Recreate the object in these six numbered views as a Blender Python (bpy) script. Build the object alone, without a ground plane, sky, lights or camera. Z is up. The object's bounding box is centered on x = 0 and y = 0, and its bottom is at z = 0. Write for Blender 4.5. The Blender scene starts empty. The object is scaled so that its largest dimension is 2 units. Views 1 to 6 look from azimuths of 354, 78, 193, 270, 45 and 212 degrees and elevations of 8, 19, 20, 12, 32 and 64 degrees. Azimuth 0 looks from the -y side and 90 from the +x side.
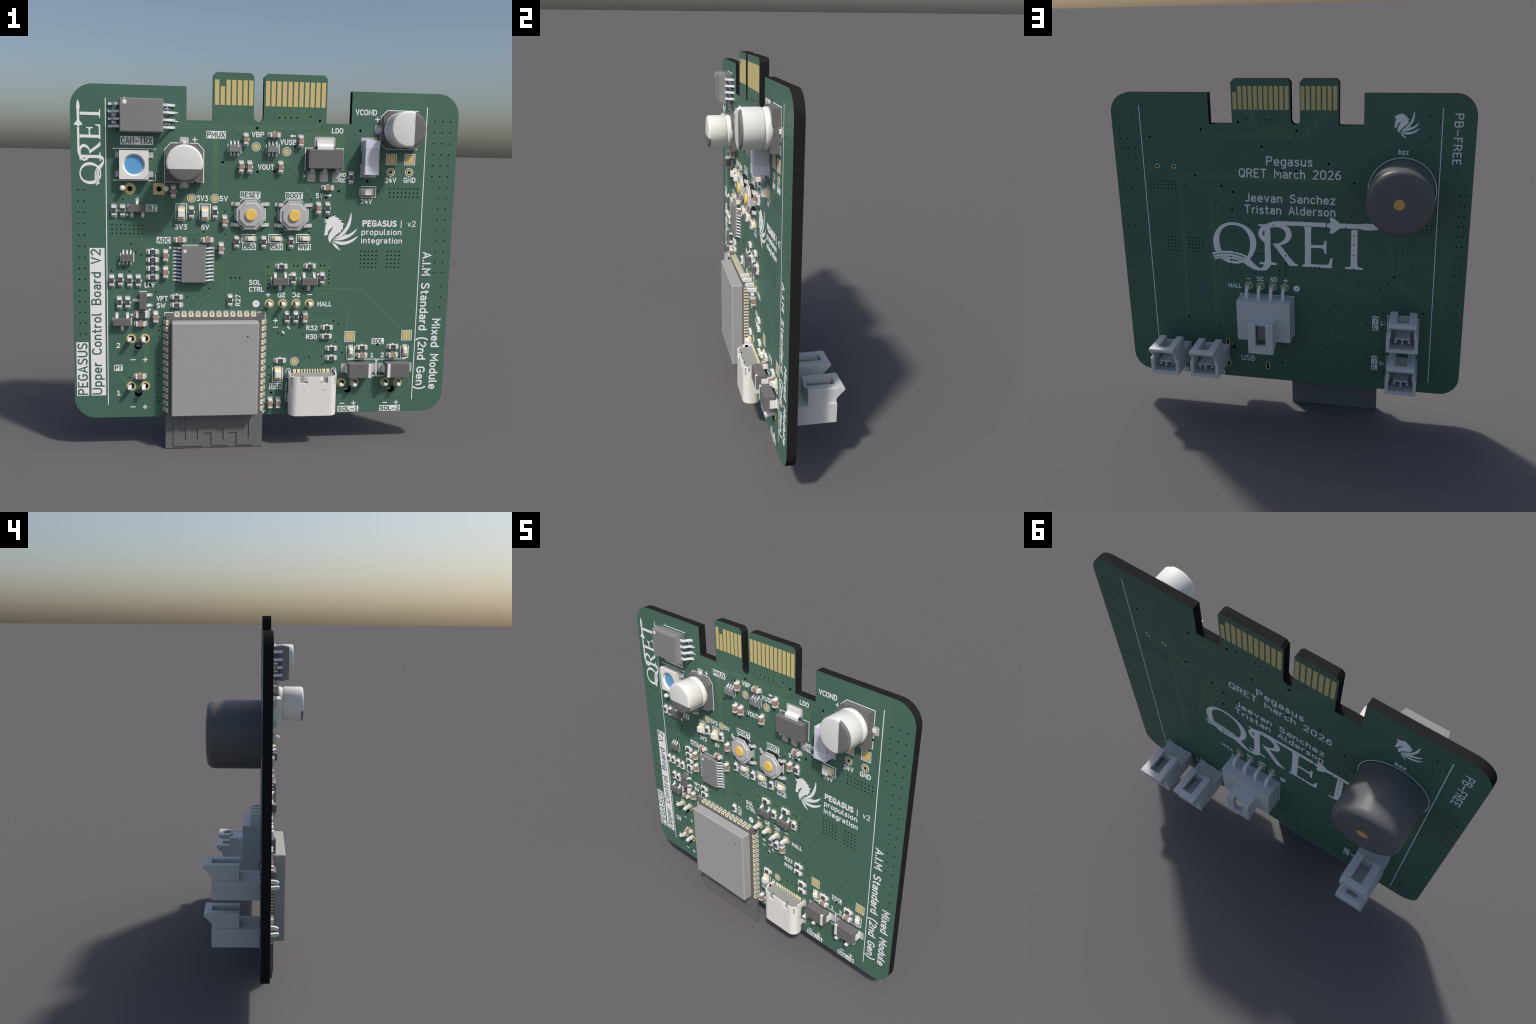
# Green controller board standing on its lower edge: panel, printed legends,
# surface-mounted parts in front, connectors and buzzer behind.
# All part sizes below are in millimetres of the real board; S turns them into scene metres.
import bpy, bmesh, math
from mathutils import Matrix, Vector

S = 0.0288               # metres per board millimetre
YF = -0.0846             # y of the front (component) face
YB = YF + 1.614 * S       # y of the rear face
PI = math.pi

# ------------------------------------------------------------------ materials
MATS = {}


def material(name, rgb, rough=0.55, metal=0.0, spec=0.3, vary=0.04, scale=60.0, coat=0.0):
    m = bpy.data.materials.new(name)
    m.use_nodes = True
    nt = m.node_tree
    b = nt.nodes["Principled BSDF"]
    tc = nt.nodes.new("ShaderNodeTexCoord")
    no = nt.nodes.new("ShaderNodeTexNoise")
    no.inputs["Scale"].default_value = scale
    no.inputs["Detail"].default_value = 3
    mr = nt.nodes.new("ShaderNodeMapRange")
    mr.inputs["To Min"].default_value = 1 - vary
    mr.inputs["To Max"].default_value = 1 + vary
    mx = nt.nodes.new("ShaderNodeMix")
    mx.data_type = "RGBA"
    mx.blend_type = "MULTIPLY"
    mx.inputs["Factor"].default_value = 1.0
    mx.inputs["A"].default_value = (*rgb, 1)
    nt.links.new(tc.outputs["Object"], no.inputs["Vector"])
    nt.links.new(no.outputs["Fac"], mr.inputs["Value"])
    nt.links.new(mr.outputs["Result"], mx.inputs["B"])
    nt.links.new(mx.outputs["Result"], b.inputs["Base Color"])
    b.inputs["Roughness"].default_value = rough
    b.inputs["Metallic"].default_value = metal
    b.inputs["Specular IOR Level"].default_value = spec
    b.inputs["Coat Weight"].default_value = coat
    MATS[name] = m
    return m


material("solder_mask", (0.075, 0.168, 0.12), 0.5, vary=0.03)
material("mask_over_copper", (0.091, 0.191, 0.120), 0.5, vary=0.03)
material("board_edge", (0.022, 0.022, 0.022), 0.8, spec=0.0, vary=0.08)
material("hole_and_disc_dark", (0.002, 0.002, 0.002), 0.9, spec=0.0)
material("silk_white", (0.95, 0.94, 0.95), 0.6, vary=0.02)
material("gold_plate", (0.69, 0.555, 0.235), 0.5, vary=0.04)
material("gold_bright", (0.9, 0.8, 0.54), 0.45)
material("solder_grey", (0.54, 0.53, 0.54), 0.5)
material("terminal_tin", (0.86, 0.85, 0.82), 0.45)
material("lead_bluish", (0.8, 0.81, 0.92), 0.4)
material("ceramic_brown", (0.42, 0.275, 0.215), 0.6)
material("resist_black", (0.088, 0.086, 0.102), 0.5)
material("mould_dark", (0.165, 0.16, 0.162), 0.6)
material("mould_grey", (0.25, 0.25, 0.25), 0.6)
material("mark_white", (0.95, 0.95, 0.95), 0.6)
material("can_white", (0.80, 0.795, 0.765), 0.5, spec=0.25)
material("can_stripe", (0.168, 0.163, 0.163), 0.5)
material("lens_white", (0.93, 0.93, 0.86), 0.4)
material("lamp_gold", (0.9, 0.74, 0.46), 0.45)
material("lamp_housing", (0.9, 0.89, 0.82), 0.5)
material("lamp_blue", (0.146, 0.417, 0.76), 0.35)
material("fuse_ceramic", (0.66, 0.68, 0.73), 0.45)
material("fuse_cap", (0.77, 0.79, 0.92), 0.4)
material("steel_plate", (0.53, 0.53, 0.54), 0.45)
material("button_black", (0.012, 0.012, 0.012), 0.5)
material("button_yellow", (0.93, 0.64, 0.13), 0.45)
material("carrier_grey", (0.165, 0.165, 0.165), 0.6)
material("shield_metal", (0.385, 0.385, 0.385), 0.5)
material("shell_metal", (0.84, 0.82, 0.79), 0.35, coat=0.1)
material("insulator_grey", (0.33, 0.33, 0.32), 0.55)
material("connector_plastic", (0.67, 0.67, 0.67), 0.45)
material("lead_grey", (0.66, 0.65, 0.66), 0.45)
material("pin_metal", (0.82, 0.82, 0.83), 0.4)
material("buzzer_plastic", (0.142, 0.142, 0.145), 0.42)
material("buzzer_hole", (0.8, 0.44, 0.13), 0.6)


# ------------------------------------------------------------- mesh building
class Shape:
    """Collects faces in millimetres: x right, y up the board, z away from the face."""

    def __init__(self):
        self.v, self.f, self.m, self.slots = [], [], [], []

    def add(self, verts, faces, mat):
        if mat not in self.slots:
            self.slots.append(mat)
        k, b = self.slots.index(mat), len(self.v)
        self.v += [tuple(p) for p in verts]
        self.f += [tuple(i + b for i in f) for f in faces]
        self.m += [k] * len(faces)

    def from_bmesh(self, bm, mat):
        bm.verts.index_update()
        self.add([v.co[:] for v in bm.verts], [[v.index for v in f.verts] for f in bm.faces], mat)
        bm.free()

    def box(self, x0, x1, y0, y1, z0, z1, mat, bev=0.0, seg=1, taper=0.0):
        bm = bmesh.new()
        t = taper
        lo = [bm.verts.new(p) for p in ((x0, y0, z0), (x1, y0, z0), (x1, y1, z0), (x0, y1, z0))]
        hi = [bm.verts.new(p) for p in ((x0 + t, y0 + t, z1), (x1 - t, y0 + t, z1), (x1 - t, y1 - t, z1), (x0 + t, y1 - t, z1))]
        bm.faces.new(lo[::-1])
        bm.faces.new(hi)
        for i in range(4):
            j = (i + 1) % 4
            bm.faces.new((lo[i], lo[j], hi[j], hi[i]))
        if bev:
            bmesh.ops.bevel(bm, geom=bm.edges[:], offset=bev, segments=seg, affect="EDGES", profile=0.5)
        self.from_bmesh(bm, mat)

    def prism(self, poly, z0, z1, mat, axis="z", inset=None):
        """Extrudes an outline; axis 'z' takes (x, y) points, 'x' takes (y, z), 'y' takes (x, z)."""
        top = inset or poly
        put = {"z": lambda p, h: (p[0], p[1], h), "x": lambda p, h: (h, p[0], p[1]), "y": lambda p, h: (p[0], h, p[1])}[axis]
        n = len(poly)
        area = sum(poly[i][0] * poly[(i + 1) % n][1] - poly[(i + 1) % n][0] * poly[i][1] for i in range(n))
        faces = [tuple(range(n))[::-1], tuple(range(n, 2 * n))] + [(i, (i + 1) % n, n + (i + 1) % n, n + i) for i in range(n)]
        if (area < 0) != (axis == "y"):
            faces = [f[::-1] for f in faces]
        self.add([put(p, z0) for p in poly] + [put(p, z1) for p in top], faces, mat)

    def lathe(self, profile, mat, cx=0.0, cy=0.0, n=40):
        """Turns a (radius, height) profile, listed from bottom to top, around a z axis."""
        v, f, rows = [], [], []
        for r, z in profile:
            if r < 1e-6:
                rows.append([len(v)] * n)
                v.append((cx, cy, z))
            else:
                rows.append(list(range(len(v), len(v) + n)))
                v += [(cx + r * math.cos(2 * PI * i / n), cy + r * math.sin(2 * PI * i / n), z) for i in range(n)]
        for a, b in zip(rows, rows[1:]):
            for i in range(n):
                j = (i + 1) % n
                q = []
                for k in (a[i], a[j], b[j], b[i]):
                    if k not in q:
                        q.append(k)
                if len(q) > 2:
                    f.append(tuple(q))
        self.add(v, f, mat)

    def ribbon(self, pts, width, z, mat, z0=0.0, caps=True):
        """A flat stroke of constant width with round ends; a path whose ends meet becomes a ring."""
        pts = [Vector(p) for p in pts]
        closed = len(pts) > 3 and (pts[0] - pts[-1]).length < 1e-4
        if closed:
            pts = pts[:-1]
        n, h = len(pts), width / 2
        left, right = [], []
        for i, p in enumerate(pts):
            a = pts[i - 1] if (i or closed) else None
            b = pts[(i + 1) % n] if (i < n - 1 or closed) else None
            da = (p - a).normalized() if a is not None else None
            db = (b - p).normalized() if b is not None else None
            d = db if da is None else da if db is None else (da + db)
            d = (da if d.length < 1e-3 else d).normalized()
            nn = Vector((-d.y, d.x))
            k = h
            if da is not None and db is not None:
                k = h / max(0.5, nn.dot(Vector((-da.y, da.x))))
            left.append(p + nn * k)
            right.append(p - nn * k)
        v, f = [], []
        rise = 0.0 if closed else 0.0001      # a stroke that meets itself again lies a hair higher there
        for i, (l, r) in enumerate(zip(left, right)):
            v += [(l.x, l.y, z + rise * i), (r.x, r.y, z + rise * i), (l.x, l.y, z0), (r.x, r.y, z0)]
        for i in range(n if closed else n - 1):
            a, b = 4 * i, 4 * ((i + 1) % n)
            f += [(a, a + 1, b + 1, b), (a, b, b + 2, a + 2), (a + 1, a + 3, b + 3, b + 1)]
        if not closed and caps:
            for end, i, s in ((0, 0, -1), (1, n - 1, 1)):
                d = (pts[1] - pts[0]) if not end else (pts[-1] - pts[-2])
                a0 = math.atan2(d.y, d.x)
                a0 = a0 + PI / 2 if not end else a0 - PI / 2
                ring = [pts[i] + Vector((math.cos(a0 + PI * t / 6), math.sin(a0 + PI * t / 6))) * h for t in range(7)]
                b = len(v)
                v += [(q.x, q.y, z + rise * i) for q in ring] + [(q.x, q.y, z0) for q in ring]
                f.append(tuple(range(b, b + 7)))
                f += [(b + t, b + 7 + t, b + 8 + t, b + 1 + t) for t in range(6)]
        elif not closed:
            f += [(0, 2, 3, 1), (4 * n - 4, 4 * n - 3, 4 * n - 1, 4 * n - 2)]
        self.add(v, f, mat)

    def ring(self, cx, cy, r0, r1, z, mat, z0=0.0, n=28):
        self.lathe([(r1, z0), (r1, z), (r0, z), (r0, z0)], mat, cx, cy, n)

    def rounded(self, cx, cy, w, h, r, z0, z1, mat):
        self.prism(round_rect(cx, cy, w, h, r), z0, z1, mat)

    def mesh(self, name, angle=32):
        me = bpy.data.meshes.new(name)
        me.from_pydata([(x * S, y * S, z * S) for x, y, z in self.v], [], self.f)
        for s in self.slots:
            me.materials.append(MATS[s])
        me.polygons.foreach_set("material_index", self.m)
        me.polygons.foreach_set("use_smooth", [True] * len(self.f))
        me.update()
        me.set_sharp_from_angle(angle=math.radians(angle))
        return me


def round_rect(cx, cy, w, h, r, n=4):
    out = []
    for qx, qy, a in ((1, -1, -90), (1, 1, 0), (-1, 1, 90), (-1, -1, 180)):
        for i in range(n + 1):
            t = math.radians(a + 90 * i / n)
            out.append((cx + qx * (w / 2 - r) + r * math.cos(t), cy + qy * (h / 2 - r) + r * math.sin(t)))
    return out


def circle(cx, cy, r, n=16, a0=0.0):
    return [(cx + r * math.cos(a0 + 2 * PI * i / n), cy + r * math.sin(a0 + 2 * PI * i / n)) for i in range(n)]


def arc(cx, cy, rx, ry, a0, a1, n=8):
    return [(cx + rx * math.cos(math.radians(a0 + (a1 - a0) * i / n)), cy + ry * math.sin(math.radians(a0 + (a1 - a0) * i / n))) for i in range(n + 1)]


FRONT = Matrix(((1, 0, 0, 0), (0, 0, -1, YF), (0, 1, 0, 0), (0, 0, 0, 1)))
REAR = Matrix(((-1, 0, 0, 0), (0, 0, 1, YB), (0, 1, 0, 0), (0, 0, 0, 1)))

root = bpy.data.objects.new("circuit_board", None)
bpy.context.scene.collection.objects.link(root)
root["label"] = "green circuit board with chips, connectors, buzzer and gold edge contacts"
root["category"] = "circuit board"


def place(name, mesh, x=0.0, y=0.0, turn=0.0, side=FRONT, parent=None, stuff=False):
    """Puts a mesh on a face of the board; with a parent it shares the parent's frame."""
    ob = bpy.data.objects.new(name, mesh)
    bpy.context.scene.collection.objects.link(ob)
    if parent:
        ob.parent = parent
    else:
        ob.parent = root
        ob.matrix_world = side @ Matrix.Translation((x * S, y * S, 0)) @ Matrix.Rotation(math.radians(turn), 4, "Z")
    if stuff:
        ob["kind"] = "stuff"
    return ob


def rot(x, y, deg):
    c, s = math.cos(math.radians(deg)), math.sin(math.radians(deg))
    return x * c - y * s, x * s + y * c


# ------------------------------------------------------------ where parts sit
# (x, height on board); "up" parts have their long axis vertical
CAP_UP = [(-27.22, 60.08), (-17.02, 47.67), (-4.24, 57.06), (5.63, 56.95), (-4.99, 52.2), (-3.49, 52.2), (2.09, 52.25), (9.22, 45.01),
          (-7.82, 42.44), (-18.34, 36.16), (-18.34, 33.1), (-20.11, 24.88), (-8.39, 37.5), (7.34, 24.73), (1.21, 8.2), (2.7, 8.2)]
CAP_FLAT = [(0.83, 57.95), (10.82, 48.73), (-15.78, 39.03), (-10.9, 39.05), (-22.82, 23.69), (-22.91, 13.8), (18.47, 17.29), (24.44, 17.31)]
RES_UP = [(-27.42, 44.15), (-25.89, 44.15), (-13.79, 44.02), (-27.9, 31.59), (-26.35, 31.73), (-24.73, 31.56), (-23.21, 31.56), (-26.6, 27.62),
          (-25.11, 27.62), (-9.58, 44.01), (-5.59, 38.72), (-0.68, 38.72), (4.35, 38.72), (10.94, 45.0), (4.98, 32.02), (10.37, 32.06),
          (-6.64, 27.96), (4.01, 24.72), (5.64, 24.71), (15.04, 50.61)]
RES_FLAT = [(-20.65, 36.86), (-20.65, 35.39), (-20.65, 33.83), (-20.65, 32.25), (-16.34, 28.57), (-16.34, 27.1), (2.72, 34.27), (7.98, 34.34),
            (11.59, 22.7), (11.49, 21.01), (12.59, 18.69), (12.61, 16.83), (2.92, 16.44), (18.46, 18.8), (24.46, 18.9)]
LAMP_BIG = [(-15.59, 43.8, 0), (-11.38, 43.81, 0), (18.12, 48.09, -90), (2.53, 13.95, 180)]
LAMP_SMALL = [(-3.18, 39.35, 90), (1.72, 39.37, 90), (6.8, 39.41, 90), (16.33, 18.13, 180), (26.84, 18.13, 180)]
SOT = [(-23.35, 44.64, 180), (-22.36, 28.0, -90), (-26.1, 24.1, 0), (2.56, 31.5, 0), (7.9, 31.5, 0)]
SIX_PIN = [(-6.25, 55.45, 1), (0.6, 55.5, 1), (-25.17, 35.8, 0)]
BUTTONS = [(-3.23, 43.75), (4.65, 43.68)]
ELCO = [(-15.12, 52.76, 0), (23.64, 59.33, 90)]
HALL_X, HALL_Y = (0.63, 3.13, 5.64, 8.14), 27.3
PLUGS = [(-23.27, 20.87), (-23.27, 11.89), (16.02, 11.9), (24.5, 11.87)]      # centre between the two pins
DOTS = [(-13.78, 46.53), (-9.63, 46.5), (-2.38, 55.8), (3.15, 55.05), (5.67, 16.2)]
DRILLED_DOTS = [(22.46, 51.73), (25.94, 51.75)]
SQUARES = [(22.47, 54.04), (25.94, 54.08), (16.07, 20.92), (27.09, 21.05)]


# ------------------------------------------------------------------ via holes
def grid(x0, y0, dx, dy, nx, ny):
    return [(x0 + i * dx, y0 + j * dy) for j in range(ny) for i in range(nx)]


VIAS = (grid(-33.56, 47.74, 1.01, -1.997, 2, 14) + grid(30.3, 61.07, 1.49, -1.997, 3, 6) + grid(31.78, 49.08, 1.505, -1.997, 2, 9)
        + grid(33.27, 30.49, 1, -1.997, 1, 3) + grid(-27.75, 41.62, 0.762, -0.75, 8, 3) + grid(22.46, 48.73, 0.75, -0.745, 8, 3)
        + grid(17.49, 37.1, 0.738, -0.745, 5, 5) + grid(22.57, 37.11, 0.752, -0.745, 4, 5))
VIAS += [p for k, p in enumerate(grid(-16.15, 8.0, 2.54, 2.535, 6, 7)) if k not in (15, 16, 21, 22, 41)]
TINY_VIAS = [(-6.36 - 1.4 * i, 15.88 - 1.41 * j) for j in range(2) for i in range(3)] + [(-7.06 - 1.41 * i, 16.58 - 1.42 * j) for j in range(3) for i in range(2)]
VIAS += [(1.68, 61.05), (2.75, 61.06), (3.75, 61.06), (4.9, 61.06), (7.3, 61.3), (-5.61, 57.85), (-0.95, 56.86), (-6.2, 47.03), (-7.8, 44.15),
         (7.83, 46.49), (10.94, 43.25), (20.32, 48.1), (-26.6, 62.14), (-28.3, 60.95), (-26.7, 58.25), (-20.0, 50.63), (-25.87, 46.13), (-28.36, 44.97)]
VIAS += [(-24.49, 38.24), (-16.79, 45.41), (-23.62, 36.7), (-22.64, 36.2), (-25.78, 33.92), (-24.72, 33.32), (-27.92, 33.3), (-20.07, 29.49), (-14.44, 28.54),
         (-18.52, 28.19), (-20.22, 26.59), (-10.48, 30.14), (-11.62, 40.47), (-13.27, 39.02), (-12.72, 42.82), (-7.74, 40.1), (-2.37, 40.49)]
VIAS += [(2.6, 40.48), (7.62, 40.5), (-6.5, 32.06), (-5.7, 32.13), (-4.88, 32.1), (0.29, 34.2), (1.6, 30.2), (6.9, 30.1), (5.03, 29.83),
         (5.04, 34.34), (5.77, 34.33), (10.04, 34.44), (10.79, 34.44), (1.63, 30.92)] + grid(0.28, 32.45, 1, -0.75, 1, 4) + grid(11.66, 33.41, 1, -0.75, 1, 4)
VIAS += [(12.8, 23.94), (13.85, 23.39), (2.43, 21.74), (3.14, 21.22), (7.04, 21.41), (13.44, 19.88), (14.7, 17.85), (10.78, 17.08), (10.95, 15.53),
         (8.45, 16.98), (6.47, 15.52), (0.85, 15.15), (0.93, 13.61), (-22.41, 22.83), (-19.32, 23.18), (-19.4, 22.33), (-19.41, 21.01)]
VIAS += [(-19.58, 15.0), (-19.59, 13.88), (-19.82, 9.7), (-19.58, 8.74), (-24.83, 13.49), (17.75, 16.1), (25.33, 16.19), (-13.3, 37.23), (-13.31, 34.98), (-13.3, 32.16)]
BIG_VIAS = [(9.0, 60.62), (-2.26, 59.08), (4.56, 55.98), (-8.32, 52.96), (-2.05, 51.38), (0.97, 51.47), (12.89, 48.1), (10.63, 46.95), (16.47, 59.07),
            (18.2, 49.97), (-21.13, 30.9), (26.99, 57.57), (21.5, 19.3), (-13.19, 49.39), (-27.07, 23.57), (1.4, 10.15), (10.93, 43.25)]
VIAS = [p for p in VIAS if p != (10.94, 43.25)]

# ------------------------------------------------------------------ the panel
HALF, BOTTOM, TOP, SHOULDER, TAB = 34.72, 5.955, 65.94, 60.17, 68.54


def outline():
    p = arc(-HALF + 3.9, BOTTOM + 3.9, 3.9, 3.9, 180, 270, 10) + arc(HALF - 3.9, BOTTOM + 3.9, 3.9, 3.9, 270, 360, 10)
    p += arc(HALF - 3.9, TOP - 3.9, 3.9, 3.9, 0, 90, 10)
    p += [(14.78, TOP), (14.78, SHOULDER), (10.18, SHOULDER), (10.18, TAB - 0.6), (9.6, TAB), (-0.55, TAB), (-1.17, TAB - 0.6)]
    p += [(-1.17 - 0.875 + 0.875 * math.cos(math.radians(a)), SHOULDER + 0.875 + 0.875 * math.sin(math.radians(a))) for a in range(0, -181, -18)]
    p += [(-2.92, TAB - 0.6), (-3.5, TAB), (-9.6, TAB), (-10.18, TAB - 0.6), (-10.18, SHOULDER), (-14.77, SHOULDER), (-14.77, TOP)]
    p += arc(-HALF + 3.9, TOP - 3.9, 3.9, 3.9, 90, 180, 10)
    return p


HOLES = [circle(x, y, 0.14, 8) for x, y in VIAS] + [circle(x, y, 0.09, 6) for x, y in TINY_VIAS] + [circle(x, y, 0.23, 10) for x, y in BIG_VIAS]
HOLES += [circle(x, HALL_Y, 0.55, 20) for x in HALL_X]
for px, py in PLUGS:
    HOLES += [circle(px - 1.26, py, 0.55, 20), circle(px + 1.26, py, 0.55, 20), circle(px, py - 1.34, 0.68, 20)]
HOLES += [circle(-24.62, 48.04, 0.46, 18), circle(-19.53, 48.06, 0.46, 18), circle(22.46, 51.73, 0.25, 12), circle(25.94, 51.75, 0.25, 12)]
SLOTS = [(4.55, 13.9), (13.2, 13.9), (4.55, 9.2), (13.2, 9.2)]
HOLES += [round_rect(x, y, 0.6, 1.5, 0.29) for x, y in SLOTS] + [circle(11.8, 12.94, 0.33, 14), circle(5.9, 12.94, 0.33, 14)]


def panel():
    cu = bpy.data.curves.new("panel", "CURVE")
    cu.dimensions, cu.fill_mode, cu.extrude = "2D", "BOTH", 0.807
    for loop in [outline()] + HOLES:
        sp = cu.splines.new("POLY")
        sp.points.add(len(loop) - 1)
        for q, (x, y) in zip(sp.points, loop):
            q.co = (x, y, 0, 1)
        sp.use_cyclic_u = True
    tmp = bpy.data.objects.new("panel_curve", cu)
    bpy.context.scene.collection.objects.link(tmp)
    me = bpy.data.meshes.new_from_object(tmp.evaluated_get(bpy.context.evaluated_depsgraph_get()))
    bpy.data.objects.remove(tmp)
    me.materials.clear()
    for n in ("solder_mask", "board_edge", "hole_and_disc_dark"):
        me.materials.append(MATS[n])
    for v in me.vertices:
        v.co = (v.co.x * S, v.co.y * S, (v.co.z - 0.807) * S)
    me.update()
    edge = outline()
    for p in me.polygons:
        p.use_smooth = False
        if abs(p.normal.z) > 0.5:
            p.material_index = 0
            continue
        c = p.center / S
        near = min(seg_distance((c.x, c.y), edge[i - 1], edge[i]) for i in range(len(edge)))
        p.material_index = 1 if near < 0.1 else 2
    me.name = "board_panel"
    return me


def seg_distance(p, a, b):
    ax, ay, bx, by = *a, *b
    dx, dy = bx - ax, by - ay
    t = 0 if dx == dy == 0 else max(0, min(1, ((p[0] - ax) * dx + (p[1] - ay) * dy) / (dx * dx + dy * dy)))
    return math.hypot(p[0] - ax - t * dx, p[1] - ay - t * dy)


place("board_panel", panel())

# ----------------------------------------------------- copper under the mask
FRONT_TRACES = [
    (1.00, [(9.0, 60.57), (7.91, 59.37), (-7.17, 59.0), (-9.68, 56.69), (-9.6, 47.4)]),
    (0.24, [(-5.71, 62.68), (-8.79, 59.54), (-15.3, 59.4), (-16.64, 61.31)]),
    (0.24, [(-4.87, 62.7), (-8.44, 59.05), (-15.1, 58.9), (-16.63, 59.84)]),
    (0.90, [(1.65, 61.05), (7.33, 61.2)]),
    (0.62, [(4.35, 62.71), (4.39, 61.37)]),
    (0.52, [(6.42, 62.76), (5.42, 61.57)]),
    (0.69, [(2.53, 53.75), (5.75, 50.74)]),
    (0.69, [(6.33, 49.03), (8.15, 46.98)]),
    (0.24, [(-5.67, 37.0), (-5.61, 33.13), (-6.5, 32.1)]),
    (0.24, [(-0.9, 36.85), (-5.71, 32.15)]),
    (0.24, [(4.39, 36.96), (4.06, 36.34), (-0.71, 36.32), (-4.91, 32.14)]),
    (0.28, [(7.09, 35.77), (-0.17, 35.74), (-5.6, 30.55), (-5.52, 25.9)]),
    (0.28, [(0.2, 35.0), (-4.89, 30.2), (-4.82, 25.9)]),
    (0.28, [(-9.07, 35.14), (-7.14, 33.74), (-7.07, 29.13), (-8.45, 27.71), (-8.52, 26.1)]),
    (0.28, [(-9.32, 34.79), (-8.0, 33.48), (-7.95, 29.31), (-11.06, 26.47)]),
    (0.28, [(-9.32, 34.26), (-8.61, 33.39), (-8.56, 29.49), (-11.76, 26.65)]),
    (0.28, [(-9.31, 33.56), (-9.18, 29.85), (-12.46, 27.36)]),
    (0.48, [(8.97, 29.97), (17.59, 29.96), (26.0, 22.1)]),
    (0.45, [(9.0, 29.06), (12.98, 29.06), (15.26, 26.74), (15.41, 21.96)]),
    (0.34, [(-25.69, 37.16), (-25.68, 38.36), (-24.84, 38.97), (-22.14, 38.98), (-21.55, 38.21), (-21.56, 37.01)]),
    (0.31, [(-25.01, 37.16), (-24.93, 37.85), (-24.49, 38.26)]),
    (0.31, [(-22.64, 36.22), (-21.81, 35.45)]),
    (0.31, [(-24.73, 33.34), (-22.67, 32.49), (-21.82, 32.31)]),
    (0.86, [(-19.02, 46.44), (-19.02, 41.5)]),
    (0.45, [(-18.42, 40.39), (-11.64, 40.44)]),
    (0.90, [(-21.85, 20.01), (-21.86, 14.41)]),
    (0.43, [(-28.5, 15.75), (-25.33, 12.64)]),
    (0.52, [(-20.12, 22.33), (-21.33, 21.26)]),
    (0.43, [(28.04, 12.67), (27.95, 11.07), (26.27, 9.4), (24.87, 9.16)]),
    (0.24, [(7.67, 14.61), (7.62, 16.19), (8.45, 16.98)]),
    (0.24, [(9.08, 14.59), (8.99, 17.2), (4.65, 21.67), (0.64, 23.88)]),
    (0.24, [(9.59, 14.58), (9.5, 17.38), (8.54, 18.68)]),
    (0.24, [(10.18, 14.57), (10.21, 17.92), (11.28, 18.65)]),
    (0.28, [(0.64, 20.05), (2.43, 21.74)]),
    (0.28, [(0.76, 18.77), (3.14, 21.22)]),
    (0.45, [(8.0, 24.2), (12.78, 23.95)]),
    (0.41, [(13.02, 21.04), (14.55, 19.55), (14.69, 17.87)]),
    (0.45, [(-28.12, 28.12), (-26.92, 29.69), (-25.22, 30.22)]),
]
REAR_TRACES = [  # x counted to the right as seen from behind
    (1.00, [(-16.49, 59.05), (-15.08, 57.83), (3.23, 57.92), (8.44, 62.6)]),
    (0.92, [(-6.09, 62.82), (-6.18, 60.32), (-5.01, 59.17), (2.24, 59.08)]),
    (0.77, [(-8.97, 62.61), (-9.04, 60.61)]),
    (0.35, [(-7.48, 62.63), (-7.33, 61.29)]),
    (0.35, [(-4.34, 62.66), (-2.55, 61.08)]),
    (0.96, [(-21.53, 19.28), (-21.5, 48.6), (-20.09, 49.9), (10.11, 49.66), (15.0, 44.6)]),
    (0.77, [(8.3, 52.95), (14.72, 52.9), (16.34, 51.9)]),
    (0.87, [(-12.91, 48.09), (-15.15, 45.68), (-15.48, 20.1), (-11.49, 15.74)]),
    (0.87, [(-10.62, 46.91), (-13.7, 43.57), (-14.07, 25.01), (-12.84, 23.93)]),
    (0.38, [(-12.71, 41.65), (-10.86, 43.11)]),
    (0.35, [(-12.55, 36.83), (-12.8, 26.79)]),
    (0.42, [(-20.29, 17.72), (-14.74, 17.82)]),
    (0.96, [(20.3, 39.43), (20.42, 31.61), (27.43, 24.39)]),
    (0.27, [(19.46, 38.82), (19.47, 29.34), (18.52, 28.16)]),
    (0.58, [(21.9, 39.12), (23.01, 38.13), (24.49, 38.21)]),
    (0.23, [(29.75, 44.01), (29.7, 16.04)]),
    (0.23, [(30.3, 44.59), (30.3, 16.09)]),
    (0.23, [(30.87, 45.34), (30.87, 16.14)]),
    (0.23, [(31.43, 46.83), (31.43, 26.0)]),
    (0.19, [(26.6, 62.15), (26.67, 60.68), (30.55, 56.97)]),
    (0.19, [(26.71, 58.25), (27.98, 58.13), (30.28, 55.93)]),
    (0.19, [(4.85, 32.06), (9.38, 27.55), (12.04, 26.36), (15.85, 26.31), (18.94, 23.42)]),
    (0.19, [(5.66, 32.11), (9.75, 27.93), (12.22, 26.89), (16.4, 26.97), (19.69, 23.9)]),
    (0.19, [(6.49, 32.02), (10.15, 28.25), (12.41, 27.31), (16.96, 27.42), (20.05, 24.34)]),
    (0.46, [(-1.0, 13.14), (-1.05, 10.19)]),
]
STROKES = {id(FRONT): [], id(REAR): []}      # remembered so that dark discs can be laid over them at covered vias


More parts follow.
